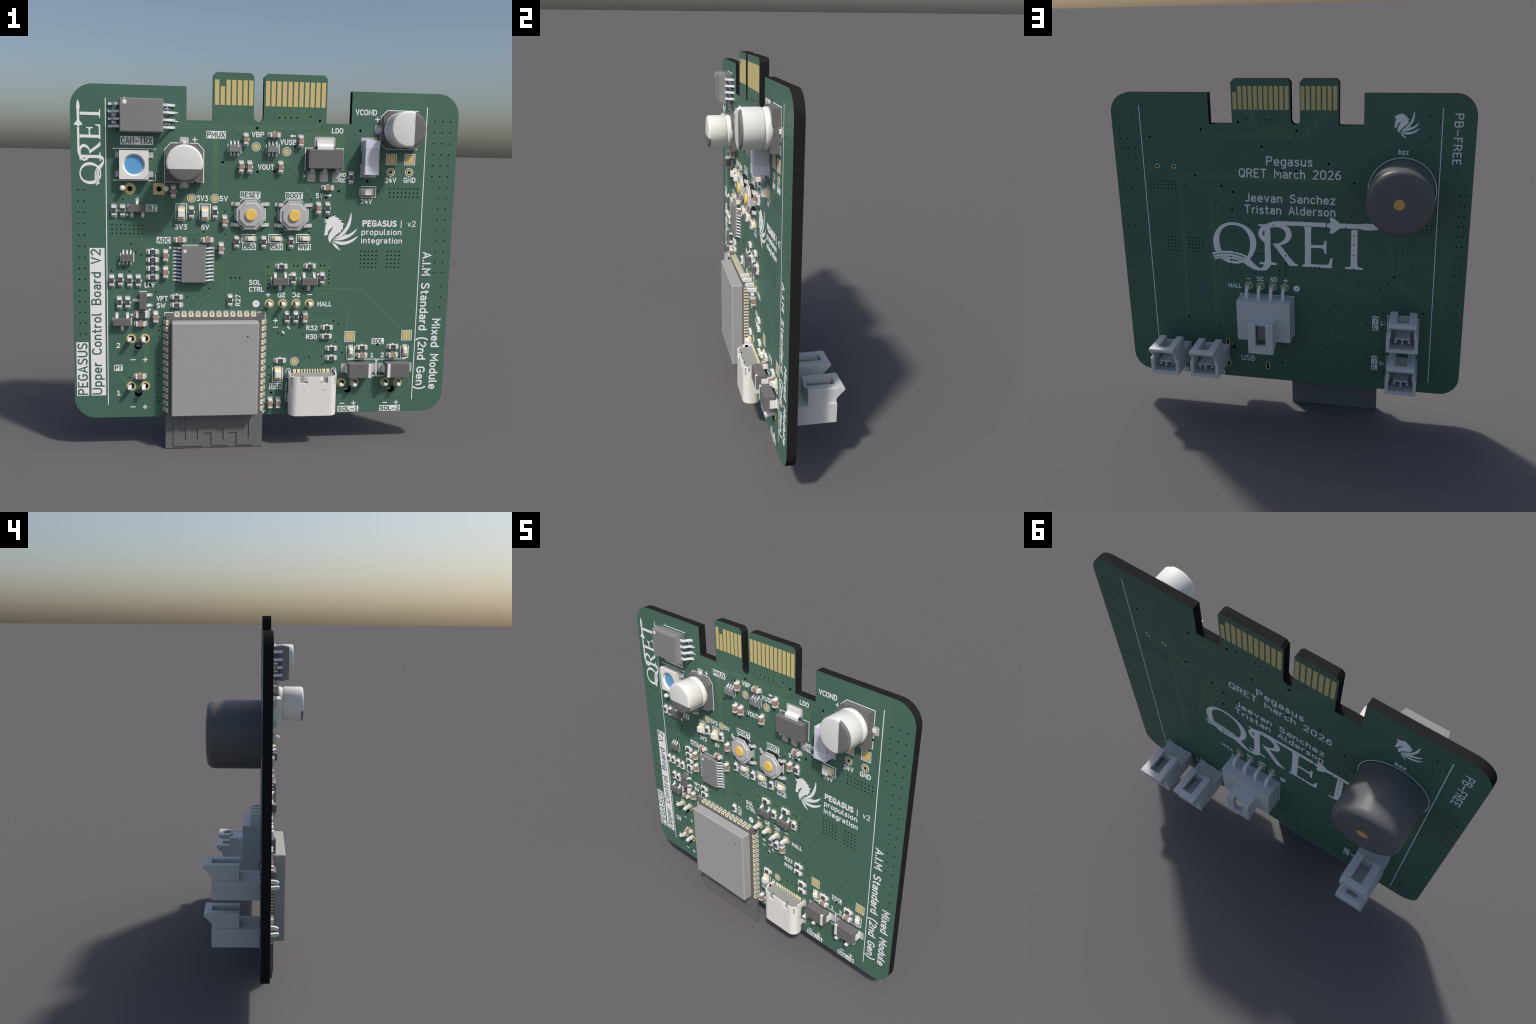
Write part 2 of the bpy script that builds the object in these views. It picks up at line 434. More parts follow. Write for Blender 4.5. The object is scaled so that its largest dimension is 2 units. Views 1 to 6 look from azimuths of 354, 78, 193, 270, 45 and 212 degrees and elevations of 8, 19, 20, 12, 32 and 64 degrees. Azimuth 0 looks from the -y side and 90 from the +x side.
def traces(rows, side, extra=()):
    s = Shape()
    for i, (w, pts) in enumerate(rows):
        s.ribbon(pts, w, 0.009 + (0.0007 * i) % 0.008, "mask_over_copper")
        STROKES[id(side)].append((pts, w))
    for i, (x0, x1, y0, y1) in enumerate(extra):
        s.box(x0, x1, y0, y1, 0, 0.006 + 0.001 * i, "mask_over_copper")
        STROKES[id(side)].append(([((x0 + x1) / 2, y0), ((x0 + x1) / 2, y1)], x1 - x0))
    place("copper_traces", s.mesh("copper_traces"), side=side, stuff=True)


traces(FRONT_TRACES, FRONT, [(-0.25, 11.95, 30.6, 35.35), (6.0, 13.9, 55.9, 58.6)])
traces(REAR_TRACES, REAR)

# ------------------------------------------------------------ stroke lettering
A = arc


def circle_path(cx, cy, rx, ry):
    return arc(cx, cy, rx, ry, 90, 450, 20)


GLYPHS = {   # letter: (ink width, strokes) on a cap height of one
    "A": (.62, [[(0, 0), (.31, 1), (.62, 0)], [(.12, .3), (.5, .3)]]),
    "B": (.56, [[(0, 0), (0, 1), (.3, 1)] + A(.3, .77, .22, .23, 90, -90) + [(0, .54)], [(.3, .54)] + A(.3, .27, .26, .27, 90, -90) + [(0, 0)]]),
    "C": (.55, [[(.55, .84)] + A(.3, .7, .3, .3, 55, 180, 6) + A(.3, .3, .3, .3, 180, 305, 6) + [(.55, .14)]]),
    "D": (.58, [[(0, 0), (0, 1), (.22, 1)] + A(.22, .64, .36, .36, 90, 0, 5) + A(.22, .36, .36, .36, 0, -90, 5) + [(0, 0)]]),
    "E": (.48, [[(.48, 1), (0, 1), (0, 0), (.48, 0)], [(0, .52), (.36, .52)]]),
    "F": (.48, [[(.48, 1), (0, 1), (0, 0)], [(0, .52), (.36, .52)]]),
    "G": (.58, [[(.55, .86)] + A(.3, .7, .3, .3, 60, 180, 6) + A(.3, .3, .3, .3, 180, 300, 6) + [(.58, .12), (.58, .46), (.34, .46)]]),
    "H": (.6, [[(0, 0), (0, 1)], [(.6, 0), (.6, 1)], [(0, .52), (.6, .52)]]),
    "I": (.0, [[(0, 0), (0, 1)]]),
    "J": (.4, [[(.4, 1), (.4, .24)] + A(.2, .2, .2, .2, 0, -140, 6)]),
    "L": (.46, [[(0, 1), (0, 0), (.46, 0)]]),
    "M": (.7, [[(0, 0), (0, 1), (.35, .35), (.7, 1), (.7, 0)]]),
    "N": (.6, [[(0, 0), (0, 1), (.6, 0), (.6, 1)]]),
    "O": (.62, [A(.31, .69, .31, .31, 0, 180, 9) + A(.31, .31, .31, .31, 180, 360, 9) + [(.62, .69)]]),
    "P": (.56, [[(0, 0), (0, 1), (.3, 1)] + A(.3, .74, .26, .26, 90, -90) + [(0, .48)]]),
    "Q": (.62, [A(.31, .69, .31, .31, 0, 180, 9) + A(.31, .31, .31, .31, 180, 360, 9) + [(.62, .69)], [(.36, .22), (.62, -.06)]]),
    "R": (.57, [[(0, 0), (0, 1), (.3, 1)] + A(.3, .75, .25, .25, 90, -90) + [(0, .5)], [(.3, .5), (.57, 0)]]),
    "S": (.55, [[(.5, .88)] + A(.28, .76, .26, .24, 45, 200, 7) + [(.14, .58), (.42, .45)] + A(.29, .25, .26, .25, 30, -130, 7) + [(.0, .1)]]),
    "T": (.6, [[(0, 1), (.6, 1)], [(.3, 1), (.3, 0)]]),
    "U": (.58, [[(0, 1), (0, .29)] + A(.29, .29, .29, .29, 180, 360, 9) + [(.58, 1)]]),
    "V": (.6, [[(0, 1), (.3, 0), (.6, 1)]]),
    "W": (.84, [[(0, 1), (.2, 0), (.42, .7), (.64, 0), (.84, 1)]]),
    "X": (.6, [[(0, 1), (.6, 0)], [(0, 0), (.6, 1)]]),
    "Z": (.56, [[(0, 1), (.56, 1), (0, 0), (.56, 0)]]),
    "a": (.44, [[(.05, .62)] + A(.24, .47, .2, .2, 90, 0, 4) + [(.44, 0)], [(.44, .38), (.2, .38)] + A(.2, .19, .2, .19, 90, 270, 7) + [(.3, 0), (.44, .1)]]),
    "b": (.46, [[(0, 1), (0, 0)], [(0, .58)] + A(.23, .44, .23, .23, 110, 0, 6) + A(.23, .23, .23, .23, 0, -110, 6) + [(0, .08)]]),
    "c": (.42, [[(.42, .6)] + A(.23, .43, .23, .24, 70, 180, 6) + A(.23, .24, .23, .24, 180, 290, 6) + [(.42, .07)]]),
    "d": (.46, [[(.46, 1), (.46, 0)], [(.46, .58)] + A(.23, .44, .23, .23, 70, 180, 6) + A(.23, .23, .23, .23, 180, 290, 6) + [(.46, .08)]]),
    "e": (.46, [[(0, .34), (.46, .34)] + A(.23, .44, .23, .23, 0, 180, 8) + A(.23, .23, .23, .23, 180, 290, 6) + [(.43, .06)]]),
    "g": (.46, [[(.46, .66), (.46, -.1)] + A(.24, -.1, .22, .22, 0, -120, 6) + [(.08, -.28)], [(.46, .58)] + A(.23, .44, .23, .23, 70, 180, 6) + A(.23, .23, .23, .23, 180, 290, 6) + [(.46, .08)]]),
    "h": (.44, [[(0, 0), (0, 1)], [(0, .55)] + A(.23, .45, .21, .22, 120, 0, 6) + [(.44, 0)]]),
    "i": (.04, [[(.02, 0), (.02, .66)], [(.02, .9), (.02, .93)]]),
    "l": (.14, [[(0, 1), (0, .12), (.05, .02), (.14, 0)]]),
    "n": (.44, [[(0, 0), (0, .67)], [(0, .55)] + A(.23, .45, .21, .22, 120, 0, 6) + [(.44, 0)]]),
    "o": (.46, [A(.23, .43, .23, .24, 0, 180, 8) + A(.23, .24, .23, .24, 180, 360, 8) + [(.46, .43)]]),
    "p": (.46, [[(0, .67), (0, -.32)], [(0, .58)] + A(.23, .44, .23, .23, 110, 0, 6) + A(.23, .23, .23, .23, 0, -110, 6) + [(0, .08)]]),
    "r": (.26, [[(0, 0), (0, .67)], [(0, .48), (.1, .63), (.26, .67)]]),
    "s": (.4, [[(.38, .6), (.22, .67)] + A(.18, .52, .15, .15, 90, 240, 5) + [(.26, .34)] + A(.22, .16, .17, .16, 60, -100, 6) + [(.0, .06)]]),
    "t": (.3, [[(.12, .95), (.12, .14), (.17, .02), (.3, 0)], [(0, .67), (.3, .67)]]),
    "u": (.44, [[(.44, .67), (.44, 0)], [(0, .67), (0, .2)] + A(.2, .2, .2, .2, 180, 290, 6) + [(.44, .12)]]),
    "v": (.44, [[(0, .67), (.22, 0), (.44, .67)]]),
    "x": (.44, [[(0, .67), (.44, 0)], [(0, 0), (.44, .67)]]),
    "z": (.42, [[(0, .67), (.42, .67), (0, 0), (.42, 0)]]),
    "0": (.56, [A(.28, .68, .28, .32, 0, 180, 9) + A(.28, .32, .28, .32, 180, 360, 9) + [(.56, .68)]]),
    "1": (.44, [[(.02, .8), (.22, 1), (.22, 0)], [(0, 0), (.44, 0)]]),
    "2": (.54, [A(.27, .73, .26, .27, 155, -30, 8) + [(0, 0), (.54, 0)]]),
    "3": (.54, [[(0, 1), (.52, 1), (.22, .62)] + A(.26, .31, .28, .31, 85, -130, 8) + [(0, .08)]]),
    "4": (.56, [[(.38, 0), (.38, .66)], [(.2, 1), (0, .33), (.56, .33)]]),
    "5": (.54, [[(.48, 1), (.06, 1), (.02, .54)] + A(.26, .31, .28, .31, 110, -130, 9) + [(0, .08)]]),
    "6": (.54, [[(.46, .96), (.24, .94), (.05, .66), (0, .4)], A(.27, .3, .27, .3, 0, 360, 16)]),
    "7": (.54, [[(0, 1), (.54, 1), (.18, 0)]]),
    "8": (.54, [A(.27, .77, .22, .23, -90, 270, 14), A(.27, .27, .27, .27, 90, 450, 14)]),
    "-": (.62, [[(0, .4), (.62, .4)]]),
    "+": (.76, [[(0, .4), (.76, .4)], [(.38, .02), (.38, .78)]]),
    ".": (.04, [[(0, .02), (.04, .02)]]),
    "|": (.0, [[(0, -.2), (0, 1.05)]]),
    "(": (.2, [A(.62, .42, .62, 1.04, 132, 228, 10)]),
    ")": (.2, [A(-.42, .42, .62, 1.04, 48, -48, 10)]),
}


def write(shape, text, length, cap, width, z, mat, put, side=None, gap=0.3):
    """Letters from (0,0), scaled along to fit the given ink length; put() maps them onto the board."""
    pen, runs = 0.0, []
    for ch in text:
        if ch == " ":
            pen += 0.7
            continue
        w, strokes = GLYPHS[ch]
        runs += [(pen, st) for st in strokes]
        pen += w + gap
    pen -= gap
    k = (length - width) / pen if pen > 0.05 else 1.0
    h = cap - width
    for i, (x, st) in enumerate(runs):
        path = [put(width / 2 + (x + px) * k, width / 2 + py * h) for px, py in st]
        clean = [path[0]]
        for q in path[1:]:
            if math.hypot(q[0] - clean[-1][0], q[1] - clean[-1][1]) > 0.012:
                clean.append(q)
        if len(clean) < 2:
            clean.append((clean[0][0] + 0.02, clean[0][1]))
        shape.ribbon(clean, width, z + 0.0007 * (i % 9), mat)
        if side is not None:
            STROKES[id(side)].append((clean, width))


def label(text, x0, y0, x1, y1, side=FRONT, way="right", stroke=0.15, plate=False, pad=0.13, mirror=False):
    """A printed word inside the rectangle; plate=True prints it in reverse on a white block."""
    s = Shape()
    cx, cy = (x0 + x1) / 2, (y0 + y1) / 2
    w, h = (x1 - x0, y1 - y0) if way == "right" else (y1 - y0, x1 - x0)
    if plate:
        s.box(-w / 2, w / 2, -h / 2, h / 2, 0, 0.022, "silk_white")
        STROKES[id(side)].append(([(x0, cy), (x1, cy)], y1 - y0))
    m = pad if plate else 0.0
    turn = {"right": 0, "up": 90, "down": -90}[way]

    def put(a, b):
        return ((-1 if mirror else 1) * (a - w / 2 + m), b - h / 2 + m)

    write(s, text, w - 2 * m, h - 2 * m, stroke, 0.032 if plate else 0.022, "solder_mask" if plate else "silk_white", put)
    if not plate:
        STROKES[id(side)].append(([(x0, cy), (x1, cy)] if way == "right" else [(cx, y0), (cx, y1)], h))
    return place("printed_label", s.mesh("printed_label"), cx, cy, turn, side)


# front legends: word, left, bottom, right, top
for t, *r in (("3V3", -12.93, 45.97, -10.81, 47.01), ("5V", -8.78, 46.0, -7.3, 47.0), ("VBP", -3.24, 57.46, -1.0, 58.46), ("VUSB", 1.91, 56.23, 4.86, 57.22),
              ("VOUT", -2.0, 51.73, 0.93, 52.74), ("LDO", 11.23, 58.47, 13.33, 59.45), ("5V", 8.69, 46.79, 10.07, 47.75), ("VCOND", 15.45, 61.8, 19.39, 62.85),
              ("24V", 21.43, 49.75, 23.59, 50.75), ("GND", 24.94, 49.83, 27.21, 50.85), ("24V", 17.04, 45.85, 19.24, 46.83), ("3V3", -16.73, 40.83, -14.55, 41.82),
              ("5V", -12.03, 40.85, -10.59, 41.8), ("LPF", -22.11, 30.3, -20.12, 31.3), ("VPT", -19.98, 27.78, -17.92, 28.76), ("SW", -19.95, 26.5, -18.35, 27.47),
              ("SOL", -3.2, 30.77, -1.01, 31.74), ("CTRL", -3.17, 29.48, -0.44, 30.45), ("HALL", 9.67, 26.69, 12.36, 27.67), ("R32", 7.7, 22.12, 9.85, 23.08),
              ("R30", 7.7, 20.44, 9.83, 21.4), ("2", -27.21, 19.12, -26.49, 20.08), ("1", -27.17, 10.12, -26.5, 11.07), ("1", 20.22, 16.78, 20.8, 17.69), ("2", 22.19, 16.79, 22.88, 17.73)):
    label(t, *r, stroke=0.18)
for t, *r in (("SD", 2.17, 28.4, 3.59, 29.37), ("SC", 4.9, 28.4, 6.36, 29.37)):
    label(t, *r, stroke=0.18, mirror=True)
for t, *r in (("CAN-TRX", -26.22, 55.71, -20.56, 57.16), ("BZ", -21.54, 44.06, -19.83, 45.27), ("PMUX", -11.27, 57.1, -7.81, 58.4), ("RESET", -5.13, 46.63, -1.42, 47.83),
              ("BOOT", 3.1, 46.63, 6.31, 47.82), ("ADC", -19.95, 38.36, -17.47, 39.52), ("DBG", -4.53, 37.23, -2.07, 38.44), ("CAN", 0.59, 37.24, 2.92, 38.45),
              ("WIFI", 5.7, 37.25, 8.08, 38.43), ("USB", 0.98, 10.83, 3.46, 12.0), ("PT", -27.63, 14.82, -26.09, 15.95), ("SOL", 20.34, 19.35, 22.71, 20.51),
              ("SOL-1", 14.25, 6.13, 18.33, 7.27), ("SOL-2", 22.44, 6.11, 26.52, 7.25)):
    label(t, *r, plate=True, stroke=0.195)
label("PEGASUS", 17.58, 41.67, 24.09, 42.9, stroke=0.26)
label("|", 24.86, 41.65, 25.0, 42.85, stroke=0.16)
label("v2", 26.16, 41.71, 27.71, 42.85, stroke=0.16)
label("propulsion", 17.47, 40.16, 25.05, 41.29, stroke=0.18)
label("integration", 17.45, 38.56, 25.26, 39.69, stroke=0.18)
label("R8", 13.09, 49.74, 14.14, 51.48, way="up", stroke=0.16)
label("R27", -5.66, 26.84, -4.7, 28.97, way="up", stroke=0.16)
label("A.I.M Standard (2nd Gen)", 29.36, 10.34, 31.08, 37.05, way="down", stroke=0.28)
label("Mixed Module", 31.92, 10.31, 33.64, 24.26, way="down", stroke=0.28)
label("PEGASUS", -34.3, 10.18, -32.15, 20.25, way="up", plate=True, stroke=0.27, pad=0.16)


def long_plate():
    """The tall reversed title beside the left rule; its tails hang below the base line."""
    s = Shape()
    w, h = 27.25, 2.62
    s.box(-w / 2, w / 2, -h / 2, h / 2, 0, 0.022, "silk_white")
    write(s, "Upper Control Board V2", w - 0.36, 1.8, 0.27, 0.032, "solder_mask", lambda a, b: (a - w / 2 + 0.18, b - h / 2 + 0.66))
    place("printed_label", s.mesh("printed_label"), -30.42, 23.83, 90)


long_plate()
# rear legends, x counted to the right as seen from behind
for t, *r in (("bzz", 21.14, 55.06, 23.0, 56.05), ("HALL", -12.41, 26.63, -9.65, 27.63), ("SC", -6.4, 28.4, -4.91, 29.42), ("SD", -3.64, 28.4, -2.14, 29.42), ("USB", -10.34, 9.96, -7.44, 11.3)):
    label(t, *r, side=REAR, stroke=0.17)
label("Pegasus", -3.76, 52.33, 5.24, 54.2, side=REAR, stroke=0.25)
label("QRET March 2026", -9.27, 49.92, 10.68, 51.75, side=REAR, stroke=0.25)
label("Jeevan Sanchez", -8.21, 45.06, 9.62, 46.85, side=REAR, stroke=0.25)
label("Tristan Alderson", -8.43, 42.68, 9.63, 44.48, side=REAR, stroke=0.25)
label("PB-FREE", 30.79, 53.38, 32.35, 62.58, side=REAR, way="down", stroke=0.2)
label("PT-2", 17.18, 19.12, 18.42, 22.4, side=REAR, way="up", plate=True, stroke=0.17)
label("PT-1", 17.17, 10.21, 18.44, 13.48, side=REAR, way="up", plate=True, stroke=0.17)
label("SOL-2", -26.53, 5.98, -22.44, 7.2, side=REAR, plate=True, stroke=0.17)
label("SOL-1", -18.34, 5.98, -14.25, 7.2, side=REAR, plate=True, stroke=0.17)

# ---------------------------------------------------------- printed line work
LINE = 0.15
front_lines = [[(-28.72, 63.5), (-28.72, 8.44)], [(28.75, 63.45), (28.75, 8.35)],
               [(7.94, 55.81), (6.55, 55.8), (6.55, 51.95)], [(12.06, 55.78), (13.47, 55.78), (13.47, 52.0)], [(-15.61, 38.06), (-11.06, 38.06)],
               [(-16.9, 25.7), (-18.48, 25.7), (-18.48, 24.81)], [(-1.63, 25.67), (-0.07, 25.67), (-0.07, 24.61)],
               [(15.81, 16.45), (21.33, 16.45), (21.36, 13.13), (20.4, 13.13)], [(27.13, 16.42), (21.55, 16.42), (21.57, 13.11), (23.1, 13.11)],
               [(4.2, 12.2), (4.2, 10.45)], [(13.55, 12.2), (13.55, 10.45)], [(-27.51, 55.02), (-20.11, 55.02)], [(-27.51, 49.5), (-20.12, 49.5), (-20.12, 50.71)],
               [(-16.8, 61.36), (-16.27, 61.36)], [(-16.8, 59.87), (-16.27, 59.87)], [(-25.4, 63.6), (-19.0, 63.6)]]
for bx, by in BUTTONS:
    front_lines += [[(bx + x, by + y) for x, y in p] for p in ([(-1.78, 2.3), (-1.34, 2.76), (1.34, 2.76), (1.78, 2.3)], [(-1.78, -2.3), (-1.34, -2.76), (1.34, -2.76), (1.78, -2.3)], [(-2.75, 1.05), (-2.75, -1.05)], [(2.75, 1.05), (2.75, -1.05)])]
for x, y, t in ELCO:
    for sx in (1, -1):
        front_lines.append([(x + a, y + b) for a, b in (rot(sx * p, q, t) for p, q in ((0.98, -3.43), (3.44, -3.43), (3.44, 2.28), (2.35, 3.42), (1.0, 3.42)))])
for x, y, t in LAMP_BIG:
    front_lines.append([(x + a, y + b) for a, b in (rot(p, q, t) for p, q in ((-0.96, -1.07), (-0.96, 1.68), (0.96, 1.68), (0.96, -1.07)))])
for x, y, t in LAMP_SMALL:
    front_lines.append([(x + a, y + b) for a, b in (rot(p, q, t) for p, q in ((-0.73, -0.85), (-0.73, 1.46), (0.73, 1.46), (0.73, -0.85)))])
for x, y, t in SOT:
    for sx in (1.6, -1.6):
        front_lines.append([(x + a, y + b) for a, b in (rot(sx, q, t) for q in (0.66, -0.66))])
for x, y, k in SIX_PIN:
    front_lines += [[(x - 1.17, y + 0.75), (x - 1.17, y - 0.75)], [(x + 1.17, y + 0.9), (x + 1.17, y - 0.8)]]
for pts, t in ((CAP_UP, 0), (RES_UP, 0), (CAP_FLAT, 90), (RES_FLAT, 90)):
    for x, y in pts:
        for sx in (0.53, -0.53):
            front_lines.append([(x + a, y + b) for a, b in (rot(sx, q, t) for q in (0.15, -0.15))])


def sign(x, y, plus, r=0.38):
    return [[(x - r, y), (x + r, y)]] + ([[(x, y - r), (x, y + r)]] if plus else [])


front_thick = []
for x, y, p in ((-13.28, 56.81, 1), (19.55, 61.14, 1), (-18.05, 61.96, 1), (-18.05, 59.36, 0), (0.39, 28.97, 1), (8.16, 28.96, 0), (1.88, 24.06, 1), (1.88, 22.79, 0),
                (-24.2, 16.88, 0), (-22.0, 16.86, 1), (-24.25, 7.89, 0), (-22.05, 7.85, 1), (15.1, 7.78, 0), (17.32, 7.79, 1), (23.5, 7.79, 0), (25.7, 7.8, 1)):
    front_thick += sign(x, y, p)


def line_work(lines, thick, side):
    s = Shape()
    for i, p in enumerate(lines):
        s.ribbon(p, LINE, 0.020 + 0.0006 * (i % 3), "silk_white")
    for i, p in enumerate(thick):
        s.ribbon(p, 0.18, 0.022 + 0.0006 * (i % 2), "silk_white")
    for p in lines + thick:
        STROKES[id(side)].append((p, LINE))
    return s


s = line_work(front_lines, front_thick, FRONT)
for x, y in DOTS:
    s.ring(x, y, 0.68, 0.80, 0.021, "silk_white")
for x, y in DRILLED_DOTS:
    s.ring(x, y, 0.66, 0.78, 0.021, "silk_white")
for x, y in SQUARES:
    s.ribbon([(x - .95, y - .95), (x + .95, y - .95), (x + .95, y + .95), (x - .95, y + .95), (x - .95, y - .95)], 0.13, 0.021, "silk_white")
s.ring(-1.82, 27.25, 0.12, 0.66, 0.021, "silk_white")
for x, y, r in ((-17.53, 37.58, 0.22), (-25.47, 63.75, 0.12)):
    s.prism(circle(x, y, r, 12), 0, 0.021, "silk_white")
for x, y, a in ((-25.04, 43.42, 0), (-21.2, 26.33, 90), (-24.44, 25.28, 180), (-26.44, 34.67, 0), (4.25, 32.66, 180), (9.56, 32.74, 180), (6.53, 50.75, 0)):
    s.prism([(x + p, y + q) for p, q in (rot(*c, a) for c in ((0.26, 0), (-0.22, 0.3), (-0.22, -0.3)))], 0, 0.0215, "silk_white")
s.prism([(-0.19, 6.72), (0.5, 6.74), (-0.12, 6.0)], 0, 0.0215, "silk_white")
for x, y, a, n in ((10.95, 47.33, 0, 1.46), (4.17, 57.85, 180, 1.1), (4.36, 22.7, 135, 0.8), (3.36, 21.85, 135, 0.8)):
    h = min(0.5, n * 0.45)
    s.prism([(x + p, y + q) for p, q in (rot(*c, a) for c in ((n / 2, 0), (n / 2 - h, h * .62), (n / 2 - h, .12), (-n / 2, .12), (-n / 2, -.12), (n / 2 - h, -.12), (n / 2 - h, -h * .62)))], 0, 0.0225, "silk_white")
place("printed_outlines", s.mesh("printed_outlines"), stuff=True)

rear_lines = [[(28.73, 63.48), (28.73, 8.39)], [(-28.79, 63.49), (-28.79, 8.4)], [(-10.06, 24.8), (-10.06, 25.47), (1.22, 25.47), (1.22, 16.71), (0.6, 16.71)],
              arc(22.06, 48.15, 6.3, 6.3, 0, 360, 60), [(-10.06, 16.71), (-10.06, 24.0)]]
for px, py in PLUGS:
    rear_lines.append([(-px - 2.4, py + 1.78), (-px - 3.05, py + 1.78), (-px - 3.05, py - 1.0)])
    rear_lines.append([(-px - 4.29, py + 0.36), (-px - 3.6, py - 0.04), (-px - 4.29, py - 0.44), (-px - 4.29, py + 0.36)])
s = line_work(rear_lines, sign(-8.16, 28.8, 0) + sign(-0.4, 28.82, 1), REAR)
s.ring(1.82, 27.24, 0.12, 0.66, 0.021, "silk_white")
place("printed_outlines", s.mesh("printed_outlines"), side=REAR, stuff=True)

# -------------------------------------------------------------------- emblems
WORDMARK = {
    "q_bowl": [(-1.98, 4.42), (-2.3, 5.64), (-2.34, 6.66), (-2.13, 7.79), (-1.56, 8.93), (-0.66, 9.93), (0.57, 10.54), (1.87, 10.74), (3.15, 10.65), (4.41, 10.21), (5.46, 9.46), (6.26, 8.4), (6.66, 7.21), (6.68, 6.2), (6.39, 5.07), (5.91, 4.02), (5.23, 3.11), (4.7, 3.65), (5.13, 4.6), (5.41, 5.83), (5.38, 7.15), (5.07, 8.24), (4.56, 9.07), (3.8, 9.73), (2.93, 10.09), (1.84, 10.16), (0.94, 10.03), (0.13, 9.62), (-0.56, 8.88), (-0.94, 7.95), (-1.07, 6.83), (-0.96, 5.6), (-0.67, 4.54)],
    "upper_band": [(-2.77, 4.01), (-1.66, 4.38), (-0.33, 4.58), (1.08, 4.61), (2.38, 4.5), (3.57, 4.2), (4.7, 3.65), (4.38, 3.22), (3.75, 3.65), (2.76, 4.01), (1.57, 4.15), (0.05, 4.15), (-1.37, 3.99), (-2.63, 3.66)],
    "middle_band": [(-2.54, 3.48), (-1.28, 3.85), (0.05, 3.99), (1.36, 3.99), (2.56, 3.81), (3.55, 3.5), (4.33, 3.14), (3.87, 2.83), (3.23, 3.1), (2.33, 3.33), (1.33, 3.48), (0.12, 3.52), (-1.1, 3.43), (-2.34, 3.12)],
    "lower_band": [(-2.32, 3.0), (-1.1, 3.33), (0.12, 3.42), (1.33, 3.36), (2.33, 3.21), (3.22, 2.97), (3.81, 2.73), (3.2, 2.57), (2.51, 2.72), (1.51, 2.87), (0.3, 2.96), (-0.92, 2.92), (-2.16, 2.62)],
    "tail": [(4.7, 3.65), (5.23, 3.11), (5.9, 2.28), (6.67, 1.6), (7.38, 1.22), (7.76, 1.45), (8.13, 2.1), (9.57, 2.18), (9.25, 1.54), (8.74, 1.0), (8.04, 0.73), (7.04, 0.74), (5.95, 0.88), (4.87, 1.49), (3.79, 2.26), (3.2, 2.57), (3.87, 2.83), (4.38, 3.22)],
    "leaf": [(-0.73, 2.78), (-0.04, 2.35), (0.76, 2.03), (1.87, 1.91), (2.78, 1.97), (3.79, 2.26), (3.2, 2.57), (2.29, 2.46), (1.49, 2.54), (0.9, 2.87), (0.29, 2.91)],
    "bar": [(7.24, 10.54), (8.62, 10.55), (9.61, 11.04), (10.67, 11.3), (11.44, 11.36), (16.17, 11.4), (20.68, 11.41), (20.69, 10.53), (16.16, 10.52), (12.49, 10.52), (11.57, 10.02), (10.65, 10.12), (9.6, 9.9), (7.93, 10.15), (7.23, 10.19)],
    "r_bowl": [(12.49, 10.52), (13.21, 10.21), (13.72, 9.65), (13.95, 8.77), (13.79, 7.97), (13.25, 7.19), (12.47, 6.65), (11.59, 6.38), (10.03, 6.68), (10.85, 6.67), (11.5, 6.82), (12.09, 7.28), (12.59, 7.91), (12.74, 8.61), (12.61, 9.2), (12.24, 9.68), (11.57, 10.02)],
    "r_leg": [(10.02, 6.63), (11.59, 6.38), (13.23, 4.12), (14.28, 2.86), (14.67, 2.58), (15.06, 2.48), (15.05, 2.14), (13.39, 2.12), (13.11, 2.39)],
    "r_stem": [(8.42, 10.24), (9.6, 9.9), (9.58, 6.55), (9.59, 3.0), (9.73, 2.65), (10.76, 2.51), (10.7, 2.09), (9.52, 2.13), (8.13, 2.12), (7.19, 2.12), (7.22, 2.51), (8.09, 2.59), (8.33, 2.83), (8.37, 6.79)],
    "r_hook": [(7.93, 10.15), (7.32, 9.45), (7.11, 8.74), (7.23, 8.04), (7.65, 7.36), (8.37, 6.79), (8.4, 7.95), (8.07, 8.39), (7.97, 8.73), (8.09, 9.08), (8.4, 9.4), (8.42, 10.17)],
    "e": [(16.35, 10.41), (17.87, 10.43), (17.77, 9.64), (17.75, 6.77), (19.65, 6.75), (20.26, 6.85), (20.45, 7.75), (20.81, 7.77), (20.79, 5.04), (20.45, 5.0), (20.24, 6.01), (19.65, 6.18), (17.74, 6.16), (17.72, 2.71), (20.5, 2.72), (21.22, 2.86), (21.64, 4.19), (22.02, 4.16), (21.89, 2.09), (15.98, 2.09), (15.98, 2.4), (16.45, 2.73), (16.51, 3.9), (16.56, 9.58)],
    "rocket": [(20.89, 11.24), (21.6, 11.47), (21.41, 12.47), (22.12, 12.5), (23.43, 11.4), (27.38, 11.44), (28.29, 11.59), (29.34, 11.6), (30.44, 11.43), (31.26, 11.18), (31.73, 10.96), (31.27, 10.7), (30.46, 10.41), (29.37, 10.22), (28.32, 10.21), (27.39, 10.46), (23.44, 10.43), (22.14, 9.33), (21.42, 9.32), (21.6, 10.35), (20.89, 10.56)],
    "t": [(25.65, 10.24), (26.85, 10.2), (26.87, 2.99), (27.03, 2.65), (28.01, 2.45), (28.01, 2.09), (24.5, 2.12), (24.53, 2.49), (25.43, 2.6), (25.6, 2.91)],
}
